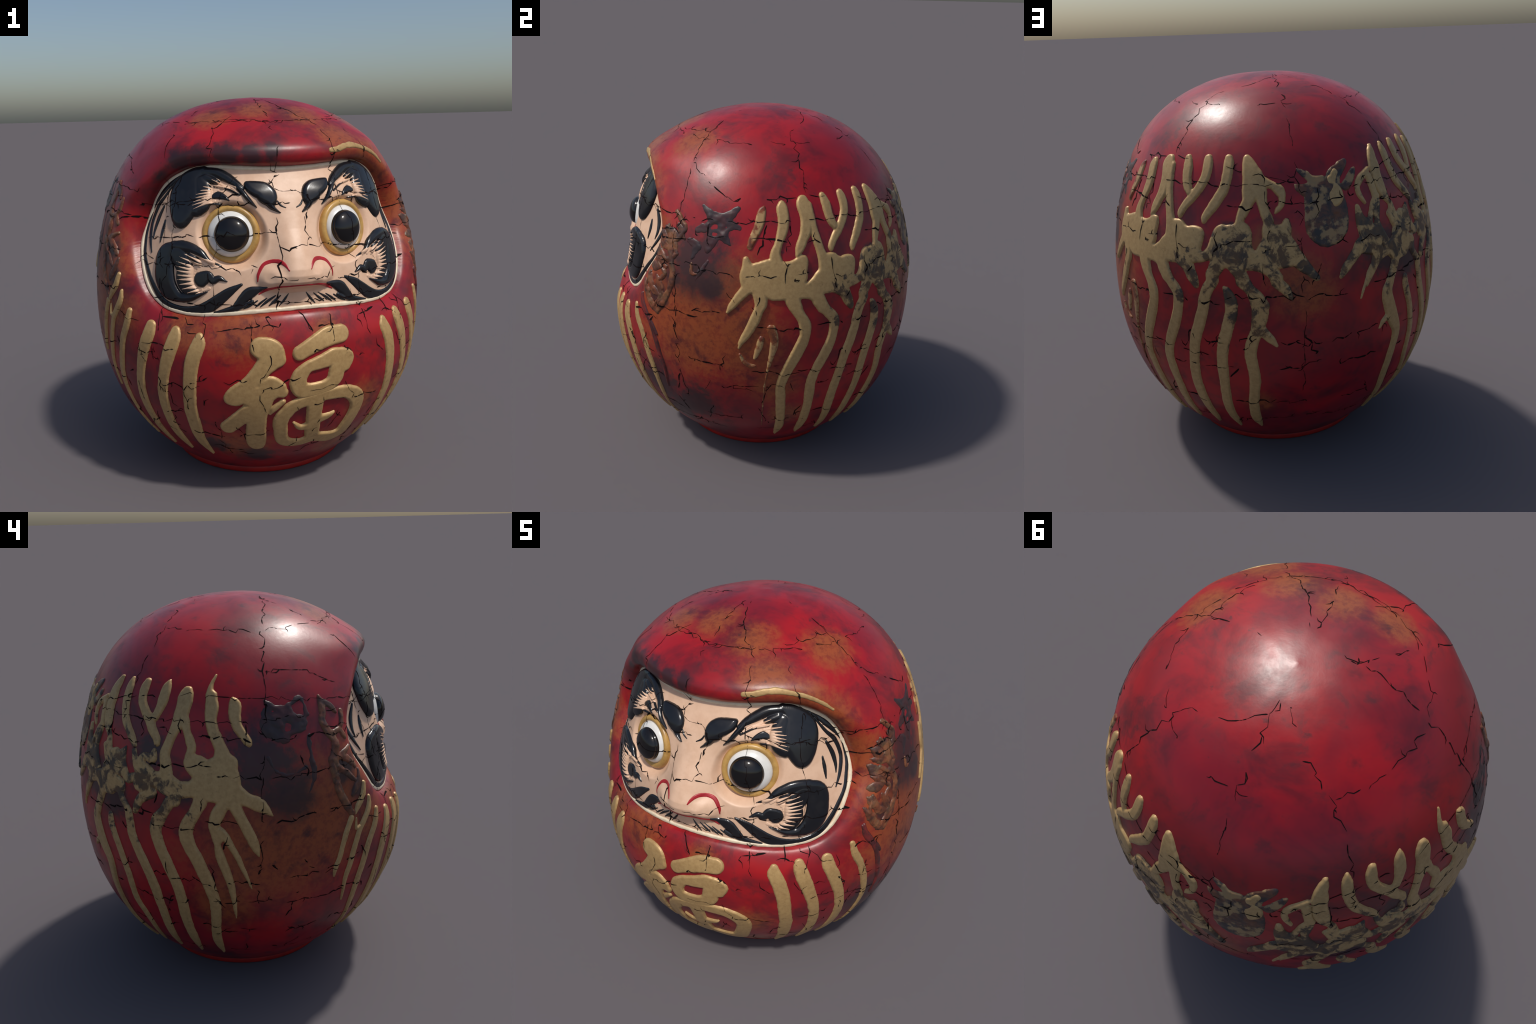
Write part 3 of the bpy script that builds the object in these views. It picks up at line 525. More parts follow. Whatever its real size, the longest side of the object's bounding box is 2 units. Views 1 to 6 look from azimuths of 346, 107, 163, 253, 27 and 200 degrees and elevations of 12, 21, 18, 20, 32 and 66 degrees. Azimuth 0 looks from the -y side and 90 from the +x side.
# -------------------------------------------------------------------- node helpers
class Nodes:
    def __init__(self, name):
        self.mat = bpy.data.materials.new(name); self.mat.use_nodes = True
        self.t = self.mat.node_tree
        self.bsdf = self.t.nodes["Principled BSDF"]
        self.coord = self.t.nodes.new("ShaderNodeTexCoord").outputs["Object"]
    def put(self, sock, v):
        if hasattr(v, "links"): self.t.links.new(v, sock)
        else: sock.default_value = v
    def noise(self, scale, detail=4, rough=.55, dist=0, at=(0, 0, 0), stretch=(1, 1, 1)):
        m = self.t.nodes.new("ShaderNodeMapping"); m.inputs["Location"].default_value = at; m.inputs["Scale"].default_value = stretch
        self.t.links.new(self.coord, m.inputs["Vector"])
        n = self.t.nodes.new("ShaderNodeTexNoise"); n.inputs["Scale"].default_value = scale
        n.inputs["Detail"].default_value = detail; n.inputs["Roughness"].default_value = rough; n.inputs["Distortion"].default_value = dist
        self.t.links.new(m.outputs[0], n.inputs["Vector"])
        return n.outputs["Fac"]
    def math(self, op, a, b=0.0, c=0.0):
        n = self.t.nodes.new("ShaderNodeMath"); n.operation = op
        for i, v in enumerate((a, b, c)): self.put(n.inputs[i], v)
        return n.outputs[0]
    def step(self, v, a, b, lo=0.0, hi=1.0):
        n = self.t.nodes.new("ShaderNodeMapRange"); n.interpolation_type = 'SMOOTHSTEP'
        self.put(n.inputs["Value"], v)
        for k, x in (("From Min", a), ("From Max", b), ("To Min", lo), ("To Max", hi)): n.inputs[k].default_value = x
        return n.outputs["Result"]
    def mix(self, f, a, b):
        n = self.t.nodes.new("ShaderNodeMix"); n.data_type = 'RGBA'
        self.put(n.inputs["Factor"], f)
        for k, v in ((6, a), (7, b)): self.put(n.inputs[k], v if hasattr(v, "links") else (*v, 1))
        return n.outputs[2]
    def spot(self, p, r):
        """0 at the spot's centre, 1 at distance r"""
        n = self.t.nodes.new("ShaderNodeVectorMath"); n.operation = 'DISTANCE'
        self.t.links.new(self.coord, n.inputs[0]); n.inputs[1].default_value = p
        return self.math('DIVIDE', n.outputs["Value"], r)
    def spots(self, marks, wobble, soft=.35):
        """union of noisy round patches given as (azimuth, height, radius)"""
        best = None
        for az, z, r in marks:
            p = cyl(np.array(az), z, hull_radius(az, z))
            d = self.spot(tuple(float(q) for q in np.ravel(p)), r)
            best = d if best is None else self.math('MINIMUM', best, d)
        v = self.math('ADD', best, self.math('MULTIPLY', self.math('SUBTRACT', wobble, .5), 3.6))
        return self.step(v, 1 - soft, 1 + soft, 1, 0)
    def bump(self, h, strength, dist=.004):
        n = self.t.nodes.new("ShaderNodeBump"); n.inputs["Strength"].default_value = strength; n.inputs["Distance"].default_value = dist
        self.put(n.inputs["Height"], h)
        self.t.links.new(n.outputs[0], self.bsdf.inputs["Normal"])
    def finish(self, color, rough, metallic=0.0, coat=0.0, specular=.5, coat_rough=.15):
        b = self.bsdf.inputs
        self.put(b["Base Color"], color if hasattr(color, "links") else (*color, 1))
        self.put(b["Roughness"], rough); self.put(b["Metallic"], metallic)
        b["Coat Weight"].default_value = coat; b["Coat Roughness"].default_value = coat_rough
        b["Specular IOR Level"].default_value = specular
        return self.mat

RED = (.37, .0065, .0105); DEEP_RED = (.17, .006, .013); SOOT = (.022, .014, .018); RUST = (.30, .080, .021)
GOLD = (.52, .335, .140); BLACK = (.008, .009, .012); SKIN = (.76, .50, .34); CREAM = (.86, .73, .53)

RUST_SPOTS = [(84, .98, .33), (72, 1.15, .22), (100, .90, .22), (62, 1.38, .14), (112, .66, .12), (118, .42, .08), (52, 1.58, .13), (97, 1.22, .16),
              (-82, 1.02, .30), (-98, .92, .30), (-70, 1.16, .16), (-112, .62, .15), (-18, .945, .15), (-36, .925, .10), (8, .925, .07), (-62, .95, .12),
              (28, 1.79, .12), (18, 1.90, .11), (-12, 1.93, .10), (42, 1.70, .10), (172, 1.05, .13), (163, 1.30, .08), (157, .42, .07), (-20, .28, .12), (22, .22, .10), (25, .50, .10), (62, 1.86, .11), (-40, 1.90, .09)]
SOOT_SPOTS = [(84, 1.31, .17), (90, 1.20, .08), (-100, 1.33, .17), (-92, 1.18, .13), (-24, 1.712, .085), (-36, 1.69, .085), (-43, 1.70, .07), (-14, 1.728, .065), (-6, 1.738, .05), (-50, 1.60, .06),
              (66, .52, .16), (84, .46, .14), (72, .33, .12), (-34, .28, .08), (200, 1.18, .12), (212, 1.1, .10), (-135, 1.35, .09), (150, 1.32, .06), (-122, 1.2, .06), (-15, .20, .08), (76, 1.22, .07), (70, 1.10, .06), (-72, 1.25, .07), (-66, 1.12, .05)]
GRIME_SPOTS = [(176, 1.18, .26), (155, 1.12, .22), (200, 1.22, .22), (215, 1.18, .22), (228, 1.14, .16), (140, 1.12, .13), (150, 1.35, .06), (-128, 1.05, .06)]

def lacquer():
    n = Nodes("red_lacquer")
    big = n.noise(2.4, 3, .5, .3); cloud = n.noise(4.2, 7, .62, .5, at=(3, 1, 5)); mid = n.noise(8, 6, .65, .4, at=(2, 7, 5)); fine = n.noise(34, 5, .7, at=(7, 2, 1))
    c = n.mix(n.step(big, .40, .64), RED, (.24, .007, .014))
    c = n.mix(n.math('MULTIPLY', n.step(cloud, .43, .70), .80), c, (.085, .008, .013))
    c = n.mix(n.math('MULTIPLY', n.step(mid, .54, .72), .55), c, (.035, .013, .017))
    rust = n.spots(RUST_SPOTS, n.math('ADD', n.math('MULTIPLY', cloud, .55), n.math('MULTIPLY', n.math('ADD', mid, fine), .225)), .62)
    rustc = n.mix(n.step(fine, .42, .66), RUST, (.19, .045, .015))
    rustc = n.mix(n.step(mid, .52, .70), rustc, (.085, .020, .013))
    c = n.mix(n.math('MULTIPLY', rust, .80), c, rustc)
    soot = n.spots(SOOT_SPOTS, n.math('ADD', n.math('MULTIPLY', mid, .65), n.math('MULTIPLY', fine, .35)), .50)
    c = n.mix(n.math('MULTIPLY', soot, .88), c, SOOT)
    fleck = n.math('MULTIPLY', n.step(n.noise(15, 4, .6, at=(1, 9, 4)), .66, .76), .6)
    c = n.mix(fleck, c, (.045, .014, .016))
    n.bump(n.noise(55, 4, .6), .10, .003)
    return n.finish(c, n.step(mid, .3, .75, .32, .43), 0, .0, .5)

def gold_leaf(grime=True):
    n = Nodes("gold_leaf")
    mid = n.noise(9, 6, .65, .8, at=(2, 2, 2)); fine = n.noise(45, 5, .7)
    c = n.mix(n.step(fine, .3, .75), GOLD, (.41, .25, .098))
    c = n.mix(n.math('MULTIPLY', n.step(n.noise(20, 5, .7, at=(5, 0, 0)), .58, .75), .55), c, (.16, .09, .035))
    if grime:
        stain = n.spots(GRIME_SPOTS, n.noise(11, 6, .7, .6, at=(0, 4, 0), stretch=(1, 1, .7)), .16)
        blot = n.step(n.noise(15, 5, .62, .5, at=(8, 3, 1)), .43, .55)
        c = n.mix(n.math('MULTIPLY', n.math('MULTIPLY', stain, blot), .93), c, n.mix(n.step(mid, .42, .6), (.034, .028, .027), (.105, .055, .028)))
    n.bump(fine, .12, .003)
    return n.finish(c, .45, .20)

def burnt(name, base, dark, gold=0.0, ember=None):
    n = Nodes(name)
    mid = n.noise(10, 6, .65, .6); fine = n.noise(30, 5, .7, at=(4, 4, 1))
    c = n.mix(n.step(mid, .40, .60), base, dark)
    c = n.mix(n.math('MULTIPLY', n.step(fine, .5, .66), .6), c, (.045, .022, .015))
    if gold: c = n.mix(n.math('MULTIPLY', n.step(n.noise(14, 5, .6, at=(9, 1, 1)), .47, .57), gold), c, GOLD)
    if ember: c = n.mix(n.math('MULTIPLY', n.spots(ember, mid, .5), .9), c, (.26, .045, .02))
    n.bump(fine, .3, .004)
    return n.finish(c, .42)

def paint(name, col, col2, rough, coat=0.0, scale=18, specular=.5):
    n = Nodes(name)
    c = n.mix(n.step(n.noise(scale, 5, .65), .35, .72), col, col2)
    n.bump(n.noise(60, 4, .6), .06, .003)
    return n.finish(c, rough, 0, coat, specular)

MAT = dict(
    red=lacquer(), gold=gold_leaf(), plain_gold=gold_leaf(False),
    worn_gold=burnt("worn_gold", (.26, .075, .024), (.20, .045, .018), .75),
    scar=burnt("burnt_paint", (.19, .055, .022), (.060, .024, .017), .10),
    soot=burnt("charred_paint", (.032, .018, .021), (.060, .015, .017)),
    emblem=burnt("charred_gold", (.030, .026, .027), (.15, .055, .026), .55, [(196, 1.17, .11)]),
    faded=burnt("faded_stripe", (.17, .02, .018), (.06, .014, .015)),
    skin=paint("skin_paint", SKIN, (.69, .435, .285), .45), cream=paint("cream_paint", CREAM, (.72, .58, .40), .42),
    black=paint("black_lacquer", BLACK, (.014, .014, .016), .20), lip=paint("red_line", (.42, .012, .020), (.30, .010, .016), .35),
    white=paint("eye_white", (.78, .76, .72), (.68, .66, .60), .28), pupil=paint("pupil_black", (.006, .006, .007), (.010, .008, .008), .10),
    ring=paint("eye_ring_gold", (.56, .33, .095), (.40, .22, .06), .34), foot=paint("foot_red", (.36, .010, .006), (.26, .008, .006), .5),
    dark_sliver=paint("sliver_dark", (.006, .004, .004), (.012, .005, .005), .8, specular=.1))

# -------------------------------------------------------------------- the thing
doll = bpy.data.objects.new("wishing_doll", None)
bpy.context.scene.collection.objects.link(doll)
doll["label"] = "red egg-shaped good-luck doll with fierce painted face and gold strokes"
doll["category"] = "doll"

# shell ----------------------------------------------------------------
arc = np.concatenate([[0], np.cumsum(np.hypot(*np.diff(PROFILE, axis=0).T))])
dens = np.where((PROFILE[:, 1] > .80) & (PROFILE[:, 1] < 1.80), 1 / .0052, 1 / .0085)
cum = np.concatenate([[0], np.cumsum((dens[1:] + dens[:-1]) / 2 * np.diff(arc))])
rows = np.interp(np.linspace(0, cum[-1], int(cum[-1])), cum, arc)
rows = rows[:-1]
row_z = np.interp(rows, arc, PROFILE[:, 1]); row_r = np.interp(rows, arc, PROFILE[:, 0])
cols = np.concatenate([np.arange(-76, 76, .38), np.arange(76, 284, .75)])
AZ, ZZ = np.meshgrid(cols, row_z)
rd = rim_distance(AZ, ZZ)
R = body_radius(AZ, ZZ, rd)
R = np.where(ZZ > 1.75, row_r[:, None] + (hull_radius(AZ, ZZ) - profile_radius(ZZ)) + (R - hull_radius(AZ, ZZ)), R)
V = cyl(AZ, ZZ, R).reshape(-1, 3)
F = grid_faces(len(row_z), len(cols), True)
F = F[rd[F].max(1) > -.03]
top = len(V)
V = np.vstack([V, [[0, 0, PROFILE[-1, 1]]]])
last = (len(row_z) - 1) * len(cols) + np.arange(len(cols))
N = vertex_normals(V, F); N[top] = (0, 0, 1)
even = np.arange(0, len(cols), 2)                  # close the crown with quads round the apex
cap = np.stack([last[even], last[even + 1], last[(even + 2) % len(cols)], np.full(len(even), top)], 1)
F = np.vstack([F, cap])
fz = V[F].mean(1)[:, 2]
def region(name, faces, mat, parent, verts=V, nor=N, extra_cap=False):
    v, f, used = compact(verts, faces)
    return new_mesh(name, v, f, mat, parent, nor[used])
head = region("head", F[fz >= 1.08], MAT['red'], doll)
torso = region("torso", F[fz < 1.08], MAT['red'], doll)
# foot ring
fp = np.array([(.0, .0), (.488, .0), (.494, .003), (.497, .012), (.497, .028), (.495, .036), (.488, .041), (.48, .06)])
fa = np.arange(0, 360, 2.0)
FV = np.vstack([cyl(fa, z, np.full(len(fa), max(r, .001))) for r, z in fp])
new_mesh("foot_ring", FV, grid_faces(len(fp), len(fa), True), MAT['foot'], doll)

# face -----------------------------------------------------------------
fa = np.arange(-66, 66.01, .30); fzs = np.arange(.935, 1.715, .0034)
FA, FZ = np.meshgrid(fa, fzs)
frd = rim_distance(FA, FZ)
FV = cyl(FA, FZ, face_radius(FA, FZ)).reshape(-1, 3)
FF = grid_faces(len(fzs), len(fa))
FF = FF[frd[FF].min(1) < .018]
FN = vertex_normals(FV, FF)
c = FV[FF].mean(1)
is_nose = (np.abs(c[:, 0]) < .185 * smooth(1.62 - c[:, 2], 0, .40) + .02) & (c[:, 2] > 1.10) & (c[:, 2] < 1.50)
face = region("face", FF[~is_nose], MAT['skin'], doll, FV, FN)
nose = region("nose", FF[is_nose], MAT['skin'], face, FV, FN)

# raised marks -----------------------------------------------------------
def stroke_field(P, az, z, strokes, surf, blend):
    """signed distance (negative inside) to the union of tapered brush strokes"""
    out = np.full(len(P), .2)
    for s in strokes:
        q = catmull(s, 6)
        q[:, 2] = np.maximum(q[:, 2], .0008)
        C = cyl(q[:, 0], q[:, 1], surf(q[:, 0], q[:, 1]))
        m = q[:, 2].max() + .05
        ma = np.degrees(m / .6)
        idx = np.where((az > q[:, 0].min() - ma) & (az < q[:, 0].max() + ma) & (z > q[:, 1].min() - m) & (z < q[:, 1].max() + m))[0]
        for k in range(0, len(idx), 30000):
            i = idx[k:k + 30000]
            d, t = segment_distance(P[i], C[:-1], C[1:])
            d = (d - (q[:-1, 2] + (q[1:, 2] - q[:-1, 2]) * t)).min(1)
            if blend:
                h = np.maximum(blend - np.abs(out[i] - d), 0) / blend
                out[i] = np.minimum(out[i], d) - h * h * blend * .25
            else:
                out[i] = np.minimum(out[i], d)
    return out

def mark(name, strokes, material, height, edge, surf=hull_radius, cell=.004, cuts=None, wobble=.0015, grain=28, parent=None,
         blend=.012, mirror=False, lumps=0.0, kind=None, lift=0.0, under=None):
    """raise brush strokes above a surface: rounded shoulders, slightly uneven outline"""
    if mirror:
        strokes = [[(-a, z, w) for a, z, w in s] for s in strokes]
        cuts = cuts and [[(-a, z, w) for a, z, w in s] for s in cuts]
        under = under and ([[(-a, z, w) for a, z, w in s] for s in under[0]], *under[1:])
    p = np.vstack([np.asarray(s, float) for s in strokes])
    pad = p[:, 2].max() + .02
    da = np.degrees(cell / .85)
    a = np.arange(p[:, 0].min() - np.degrees(pad / .55), p[:, 0].max() + np.degrees(pad / .55), da)
    z = np.arange(max(p[:, 1].min() - pad, .05), p[:, 1].max() + pad, cell * .96)
    A, Zg = np.meshgrid(a, z)
    base = surf(A, Zg)
    P = cyl(A, Zg, base)
    du = np.gradient(P, axis=1); dv = np.gradient(P, axis=0)
    nrm = np.cross(du, dv); nrm /= np.linalg.norm(nrm, axis=2, keepdims=True)
    Pf = P.reshape(-1, 3)
    sd = stroke_field(Pf, A.ravel(), Zg.ravel(), strokes, surf, blend)
    if cuts:
        cd = stroke_field(Pf, A.ravel(), Zg.ravel(), cuts, surf, 0)
        sd = np.maximum(sd, -cd)
    near = sd < .03
    sd[near] += wobble * value_noise(Pf[near] * grain, 3) + wobble * .6 * value_noise(Pf[near] * grain * 2.7, 5)
    t = np.clip(-sd / edge, 0, 1)
    h = height * np.sqrt(1 - (1 - t) ** 2)
    if lumps:
        h = h + lumps * np.clip(t, 0, 1) * (value_noise(Pf * 22, 8) + .6 * value_noise(Pf * 50, 9))
    h = np.where(sd > 0, -np.minimum(sd * 1.3, .012), h) + lift
    if under:                                          # these strokes lie on top of another raised mark
        ud = stroke_field(Pf, A.ravel(), Zg.ravel(), under[0], surf, .006)
        h = h + under[1] * np.sqrt(1 - (1 - np.clip(-ud / under[2], 0, 1)) ** 2)
    X = Pf + nrm.reshape(-1, 3) * h[:, None]
    f = grid_faces(len(z), len(a))
    f = f[sd[f].min(1) < .0055]
    v, f, _ = compact(X, f)
    ob = new_mesh(name, v, f, material, parent or doll)
    if kind: ob["kind"] = kind
    return ob

shell = body_radius
GM, PG = MAT['gold'], MAT['plain_gold']
# front stripes: four long ones on each side of the character, shorter ones behind them
for i, s in enumerate(STRIPES_LEFT):
    mark("stripe", [s], PG if i < 5 else MAT['gold'], .010, .010, shell)
    if i < 4:
        mark("stripe", [s], PG, .008, .010, shell, mirror=True, wobble=.002)
mark("faded_stripe", [STRIPES_LEFT[4]], MAT['faded'], .008, .012, shell, mirror=True)
mark("faded_stripe", FADED_STRIPE_RIGHT, MAT['faded'], .008, .012, shell)
# the good-luck character on the belly
character = mark("lucky_character", CHAR_RADICAL, PG, .012, .013, shell, cell=.0035)
for part in (CHAR_BAR, CHAR_BOX, CHAR_FIELD):
    mark("character_stroke", part, PG, .012, .013, shell, cell=.0035, parent=character)
# side and back markings
mark("hood_edging", BROW_GOLD, PG, .004, .008, shell, cell=.003, wobble=.003)
wide = lambda marks, k: [[(a, z, w * k) for a, z, w in s] for s in marks]
mark("side_marking", wide(SPLASH_RIGHT, 1.08), GM, .011, .013, shell)
mark("side_marking", wide(SPLASH_LEFT, 1.08), GM, .011, .013, shell)
for s in (FORK_RIGHT, DAB_RIGHT_BACK, STRIPE_BACK_RIGHT, DAB_LEFT, FORK_LEFT, DAB_LEFT_BACK, STRIPE_BACK_LEFT, LOOP_LEFT):
    mark("back_stroke", s, GM, .011, .013, shell)
for s in (RIGHT_DAB, WORN_RIGHT):
    mark("worn_stroke", s, MAT['worn_gold'], .008, .011, shell)
emblem = mark("back_emblem", EMBLEM, MAT['emblem'], .006, .016, shell, lumps=.003, wobble=.005)
mark("emblem_dab", EMBLEM_DAB, PG, .0095, .016, shell, parent=emblem, wobble=.004)
for s in (SCAR_LEFT, SCAR_RIGHT):
    mark("burnt_marking", s, MAT['scar'], .009, .016, shell, cell=.0035, wobble=.005, lumps=.004, lift=-.001)
for s in SCAR_PETALS:                                 # crusty scale-like petals beside the face
    mark("burnt_petal", [[(a, z, w * 1.3) for a, z, w in s]], MAT['scar'], .008, .022, shell, cell=.0035, wobble=.007, lumps=.004, lift=-.002)
for s in (CHAR_LEFT, CHAR_RIGHT):
    mark("charred_patch", s, MAT['soot'], .0045, .026, shell, cell=.004, wobble=.010, grain=20, lumps=.004, lift=-.0015)

# the painted face: everything is mirrored
fm = dict(surf=face_radius, cell=.0026, wobble=.0008)
for m in (False, True):
    brow = mark("eyebrow", BIG_BROW, MAT['black'], .021, .032, parent=face, mirror=m, blend=.006, **fm)
    mark("eyebrow_hair", BROW_CUTS, MAT['skin'], .003, .004, parent=brow, mirror=m, blend=0, under=(BIG_BROW, .021, .032), **fm)
    mark("eyebrow_dot", BROW_DOT, MAT['black'], .007, .008, parent=brow, mirror=m, **fm)
    mark("frown_patch", INNER_BLOB, MAT['black'], .022, .026, parent=face, mirror=m, **fm)
    mark("frown_line", INNER_WHISK, MAT['black'], .004, .005, parent=face, mirror=m, **fm)
    for s in SIDE_LINES:
        mark("whisker_line", [[(a, z, w + min(.0036, w * .7)) for a, z, w in s]], MAT['black'], .006, .010, parent=face, mirror=m, **fm)
    cheek = mark("beard", CHEEK, MAT['black'], .018, .028, parent=face, mirror=m, blend=.006, **fm)
    mark("beard_hair", CHEEK_CUTS, MAT['skin'], .003, .004, parent=cheek, mirror=m, blend=0, under=(CHEEK, .018, .028), **fm)
    mark("beard_dot", CHEEK_DOT, MAT['black'], .010, .013, parent=cheek, mirror=m, **fm)
    mark("moustache", MOUSTACHE, MAT['black'], .009, .012, parent=face, mirror=m, **fm)
    for s in CHIN_HAIR:
        mark("chin_hair", [s], MAT['black'], .004, .006, parent=face, mirror=m, **fm)
    mark("nostril_line", [[(a, z, w * 1.6) for a, z, w in NOSTRIL[0]]], MAT['lip'], .003, .005, parent=nose, mirror=m, **fm)
lip_line = [(a, z, w * 1.3) for a, z, w in MOUTH[0] + [(-a, z, w) for a, z, w in MOUTH[0][::-1]]]
mark("mouth", [lip_line], MAT['lip'], .004, .005, parent=face, **fm)
# cream border just inside the rim
inner = RIM * [.982, 1] + np.stack([np.zeros(len(RIM)), np.where(RIM[:, 1] > 1.3, -1, 1) * .010 * (1 - smooth(np.abs(RIM[:, 0]), 40, 60))], 1)
border = [(float(a), float(z), .0105) for a, z in inner]
mark("face_border", [border + border[:1]], MAT['cream'], .008, .007, surf=face_radius, cell=.0034, parent=face)

# eyes -------------------------------------------------------------------
def lathe(name, prof, centre, normal, mat, parent, seg=96):
    n = normal / np.linalg.norm(normal)
    u = np.cross([0, 0, 1.0], n); u /= np.linalg.norm(u); v = np.cross(n, u)
    a = np.linspace(0, 2 * np.pi, seg, endpoint=False)
    p = np.asarray(prof)
    ring = np.cos(a)[:, None] * u + np.sin(a)[:, None] * v
    X = np.vstack([centre + n * h + ring * r for r, h in p])
    return new_mesh(name, X, grid_faces(len(p), seg, True), mat, parent)

def dome(r0, h0, h1, k=18, power=2.0):
    t = np.linspace(0, 1, k)
    return [(r0 * math.cos(x * math.pi / 2) + 1e-4, h0 + (h1 - h0) * math.sin(x * math.pi / 2) ** power) for x in t]

for sx in (1, -1):
    c = EYE_CENTRE * [sx, 1, 1]; n = EYE_NORMAL * [sx, 1, 1]
    inward = np.cross([0, 0, 1.0], n) * -sx * .011
    eye = lathe("eye", [(.110, -.05)] + dome(.1085, .012, .058, 22, 1.15), c, n, MAT['white'], face)
    t = np.linspace(0, math.pi, 14)
    lathe("eye_ring", [(.148, -.045)] + [(.1215 + .0165 * math.cos(x), .002 + .020 * math.sin(x)) for x in t] + [(.110, -.02)], c, n, MAT['ring'], eye)
    lathe("pupil", [(.084, .015), (.084, .038)] + [(.0835, .042), (.082, .046)] + dome(.0805, .047, .089, 22, 1.05), c + inward, n, MAT['pupil'], eye)

# cracks: dark slivers laid on the surface, no open gaps -----------------------------------------------------------------
dg = None
def surface_point(az, s):
    """outermost point of the finished doll at azimuth and arc length along the outline"""
    z = np.interp(s, arc, PROFILE[:, 1]); r = np.interp(s, arc, PROFILE[:, 0])
    p = Vector(cyl(np.array(az), z, r).ravel().tolist())
    d = (Vector((0, 0, 1.2)) - p).normalized()
    hit, loc, nor, *_ = bpy.context.scene.ray_cast(dg, p - d * .3, d, distance=1.0)
    return (loc, nor) if hit else (p, -d)

CV, CF = [], []
def shard(path, widths):
    """one sharp dark sliver on the surface, standing for open cracks, laid along (azimuth, arc) points"""
    base = len(CV)
    for i, ((a, s), w) in enumerate(zip(path, widths)):
        j0, j1 = max(i - 1, 0), min(i + 1, len(path) - 1)
        r = max(np.interp(s, arc, PROFILE[:, 0]), .05)
        du = math.radians(path[j1][0] - path[j0][0]) * r; dv = path[j1][1] - path[j0][1]
        L = math.hypot(du, dv) or 1
        for sg in (-1, 1):
            loc, nor = surface_point(a + math.degrees(-dv / L * w * sg / r), s + du / L * w * sg)
            CV.append(loc + nor * .0011)
        if i:
            b = base + 2 * i
            CF.append((b - 2, b - 1, b + 1, b))

def arc_of(z):
    return float(np.interp(z, PROFILE[:, 1], arc))

def dark_sliver(points, width=.0042, keep=.70, jag=.011, step=.024, twigs=.10):
    """dark surface slivers imitating a broken, jagged gap through (azimuth, height) points, with short side twigs"""
    q = np.array([(a, arc_of(z)) for a, z in points])
    r = np.maximum(np.interp(q[:, 1], arc, PROFILE[:, 0]), .06)
    seg = np.hypot(np.radians(np.diff(q[:, 0])) * (r[1:] + r[:-1]) / 2, np.diff(q[:, 1]))
    cum = np.concatenate([[0], np.cumsum(seg)])
    n = max(int(cum[-1] / step), 2)
    t = np.sort(np.clip((np.arange(n + 1) + rng.uniform(-.38, .38, n + 1)) / n, 0, 1)) * cum[-1]
    pa = np.interp(t, cum, q[:, 0]); ps = np.interp(t, cum, q[:, 1])
    rr = np.maximum(np.interp(ps, arc, PROFILE[:, 0]), .06)
    pa = pa + np.degrees(rng.normal(0, jag * .6, n + 1) / rr); ps = ps + rng.normal(0, jag * .6, n + 1)
    i = 0
    while i < n:
        ln = int(rng.integers(1, 4))
        j = min(i + ln, n)
        if rng.random() < (keep * 1.05 if points[0][1] > 1.6 else min(keep + .06, .95)):
            path, wid = [], []
            w = width * rng.uniform(.22, 1.15) * (.55 if points[0][1] > 1.6 else 1.0)
            peak = rng.integers(i, j + 1)
            for k in range(i, j):
                for f in np.linspace(0, 1, 4)[(0 if k == i else 1):]:
                    path.append((pa[k] + (pa[k + 1] - pa[k]) * f, ps[k] + (ps[k + 1] - ps[k]) * f))
                    wid.append(w * max(1 - abs((k + f) - peak) / max(j - i, 1), .0) + .0006)
            wid[0] = wid[-1] = .0003
            shard(path, wid)
            if rng.random() < twigs * 3:
                k = int(rng.integers(i, j + 1)); an = rng.uniform(0, 2 * math.pi); L = rng.uniform(.015, .045)
                tp = [(pa[k] + math.degrees(math.cos(an + b) * L * f / rr[k]), ps[k] + math.sin(an + b) * L * f) for f, b in ((0, 0), (.5, .3), (1, -.1))]
                shard(tp, [width * .7, width * .5, .0003])
        i = j

bpy.context.view_layer.update()
dg = bpy.context.evaluated_depsgraph_get()
# meridian slivers that meet at the crown, as (azimuth, height) lines
dark_sliver([(172, 1.985), (172, 1.59), (172, 1.05), (171.7, .5)], .0035)
dark_sliver([(178, 1.985), (125, 1.91), (125, 1.66)], .0035)
dark_sliver([(-170, 1.985), (-148, 1.87), (-146.5, 1.66), (-148, 1.5)], .0045)
dark_sliver([(-60, 1.985), (-80, 1.95), (-92, 1.88), (-95, 1.72), (-98, 1.39), (-100, 1.05), (-101, .61)], .005)
dark_sliver([(-70, 1.98), (-57, 1.90), (-51, 1.68), (-50, 1.5), (-48, 1.30), (-46, 1.0), (-45, .60)], .004)
dark_sliver([(60, 1.985), (66, 1.95), (71, 1.80), (74, 1.66), (74, 1.4), (77, 1.2), (78, .9), (80, .5)], .004)
dark_sliver([(0, 1.985), (20, 1.86), (21, 1.76), (21, 1.62)], .004)
dark_sliver([(-10, 1.985), (-3, 1.86), (-4.4, 1.8), (-4, 1.66)], .004)
dark_sliver([(-27, 1.90), (-32, 1.83), (-31, 1.7)], .005)
dark_sliver([(36, 1.86), (40, 1.72), (50, 1.60), (66, 1.5)], .004)
dark_sliver([(178, 1.87), (-148, 1.87)], .003)
dark_sliver([(-56, 1.86), (-28, 1.88), (-3, 1.87), (20, 1.87), (66, 1.90)], .004, .6)
dark_sliver([(72, 1.77), (96, 1.62), (125, 1.65), (153, 1.60), (171, 1.54), (-170, 1.50), (-150, 1.58), (-120, 1.62), (-98, 1.60), (-63, 1.55), (-50, 1.6)], .005)
dark_sliver([(-95, 1.71), (-80, 1.70), (-66, 1.62)], .005)
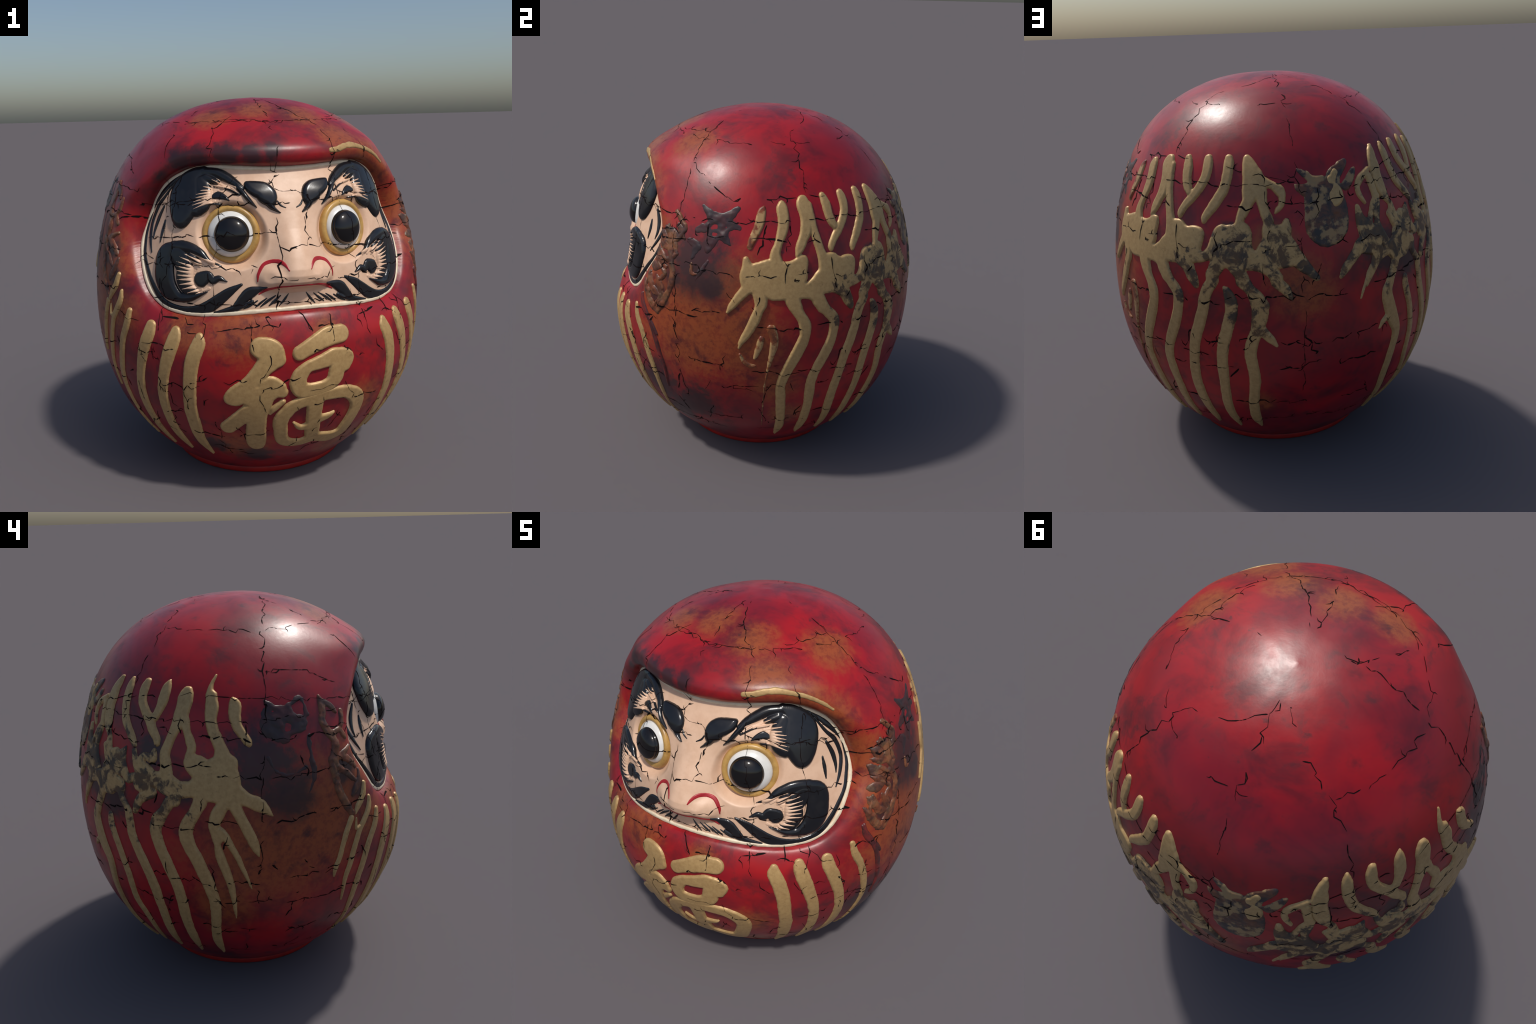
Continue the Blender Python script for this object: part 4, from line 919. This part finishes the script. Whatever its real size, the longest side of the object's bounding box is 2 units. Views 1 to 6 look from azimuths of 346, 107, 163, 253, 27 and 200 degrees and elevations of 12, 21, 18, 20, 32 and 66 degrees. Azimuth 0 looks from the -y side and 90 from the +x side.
# belt slivers
for z in (1.44, 1.28, 1.04, .77, .62, .42, .28):
    for a0 in range(64, 300, 20):
        a = wrap(a0 + rng.uniform(-5, 5)); zz = z + rng.uniform(-.03, .03)
        dark_sliver([(a, zz), (a + rng.uniform(9, 22), zz + rng.uniform(-.04, .04))], rng.uniform(.003, .0055), .72)
for a0 in range(64, 300, 14):
    for z in (1.52, 1.35, 1.18, 1.0, .84, .66, .48, .32):
        if rng.random() < .58:
            a = a0 + rng.uniform(-5, 5)
            dark_sliver([(wrap(a), z), (wrap(a) + rng.uniform(-5, 5), z - rng.uniform(.06, .15))], rng.uniform(.003, .0055), .75)
# belly slivers
for z in (.93, .80, .66, .52, .36, .24):
    for a0 in range(-62, 62, 13):
        if rng.random() < .72:
            a = a0 + rng.uniform(-4, 4)
            dark_sliver([(a, z + rng.uniform(-.04, .04)), (a + rng.uniform(6, 15), z + rng.uniform(-.05, .05))], rng.uniform(.0025, .005), .8)
for a0 in range(-64, 66, 9):
    for z in (.97, .82, .64, .46, .32):
        if rng.random() < .62:
            a = a0 + rng.uniform(-3, 3)
            dark_sliver([(a, z), (a + rng.uniform(-4, 4), z - rng.uniform(.06, .14))], rng.uniform(.0025, .005), .8)
# face slivers: forehead, bridge, cheeks, under the mouth
dark_sliver([(-4, 1.66), (-6, 1.62), (-4, 1.58), (5, 1.575), (7, 1.50), (4.5, 1.44)], .005, .9)
dark_sliver([(-5, 1.45), (-6, 1.37), (-5, 1.28), (-6, 1.12), (-7, .98)], .005, .85)
dark_sliver([(4.5, 1.45), (4, 1.31), (-5, 1.30)], .0035, .85)
dark_sliver([(4, 1.31), (12, 1.30), (30, 1.27), (52, 1.28), (62, 1.25)], .0045, .85)
dark_sliver([(-6, 1.38), (-20, 1.37), (-38, 1.36), (-60, 1.33)], .004, .8)
dark_sliver([(21, 1.66), (21, 1.50), (22, 1.36), (24, 1.2), (24, 1.0)], .0045, .85)
dark_sliver([(-20, 1.66), (-27, 1.55), (-26, 1.40), (-29, 1.2), (-27, 1.0)], .0045, .85)
dark_sliver([(-56, 1.52), (-38, 1.53), (-20, 1.56)], .004, .85)
dark_sliver([(42, 1.66), (40, 1.48), (43, 1.30), (41, 1.1), (40, .98)], .004, .85)
dark_sliver([(-44, 1.66), (-45, 1.45), (-43, 1.28), (-46, 1.1), (-44, .98)], .004, .85)
dark_sliver([(-58, 1.20), (-40, 1.22), (-20, 1.20)], .004, .7)
dark_sliver([(56, 1.50), (36, 1.52), (20, 1.56)], .004, .8)
dark_sliver([(58, 1.13), (36, 1.13), (14, 1.12)], .004, .75)
dark_sliver([(-50, 1.03), (-25, 1.02), (0, 1.025), (25, 1.015), (48, 1.03)], .0045, .9)
dark_sliver([(-14, 1.22), (-9, 1.17), (9, 1.15), (14, 1.19)], .0035, .7)
dark_sliver([(62, 1.42), (70, 1.40), (84, 1.42)], .005, .8); dark_sliver([(-62, 1.44), (-70, 1.40), (-84, 1.42)], .005, .8)
ck = new_mesh("dark_sliver", np.array(CV), np.array(CF), MAT['dark_sliver'], doll, smooth_shade=False)  # thin dark strips lying on the surface, in place of open cracks
ck["kind"] = "stuff"
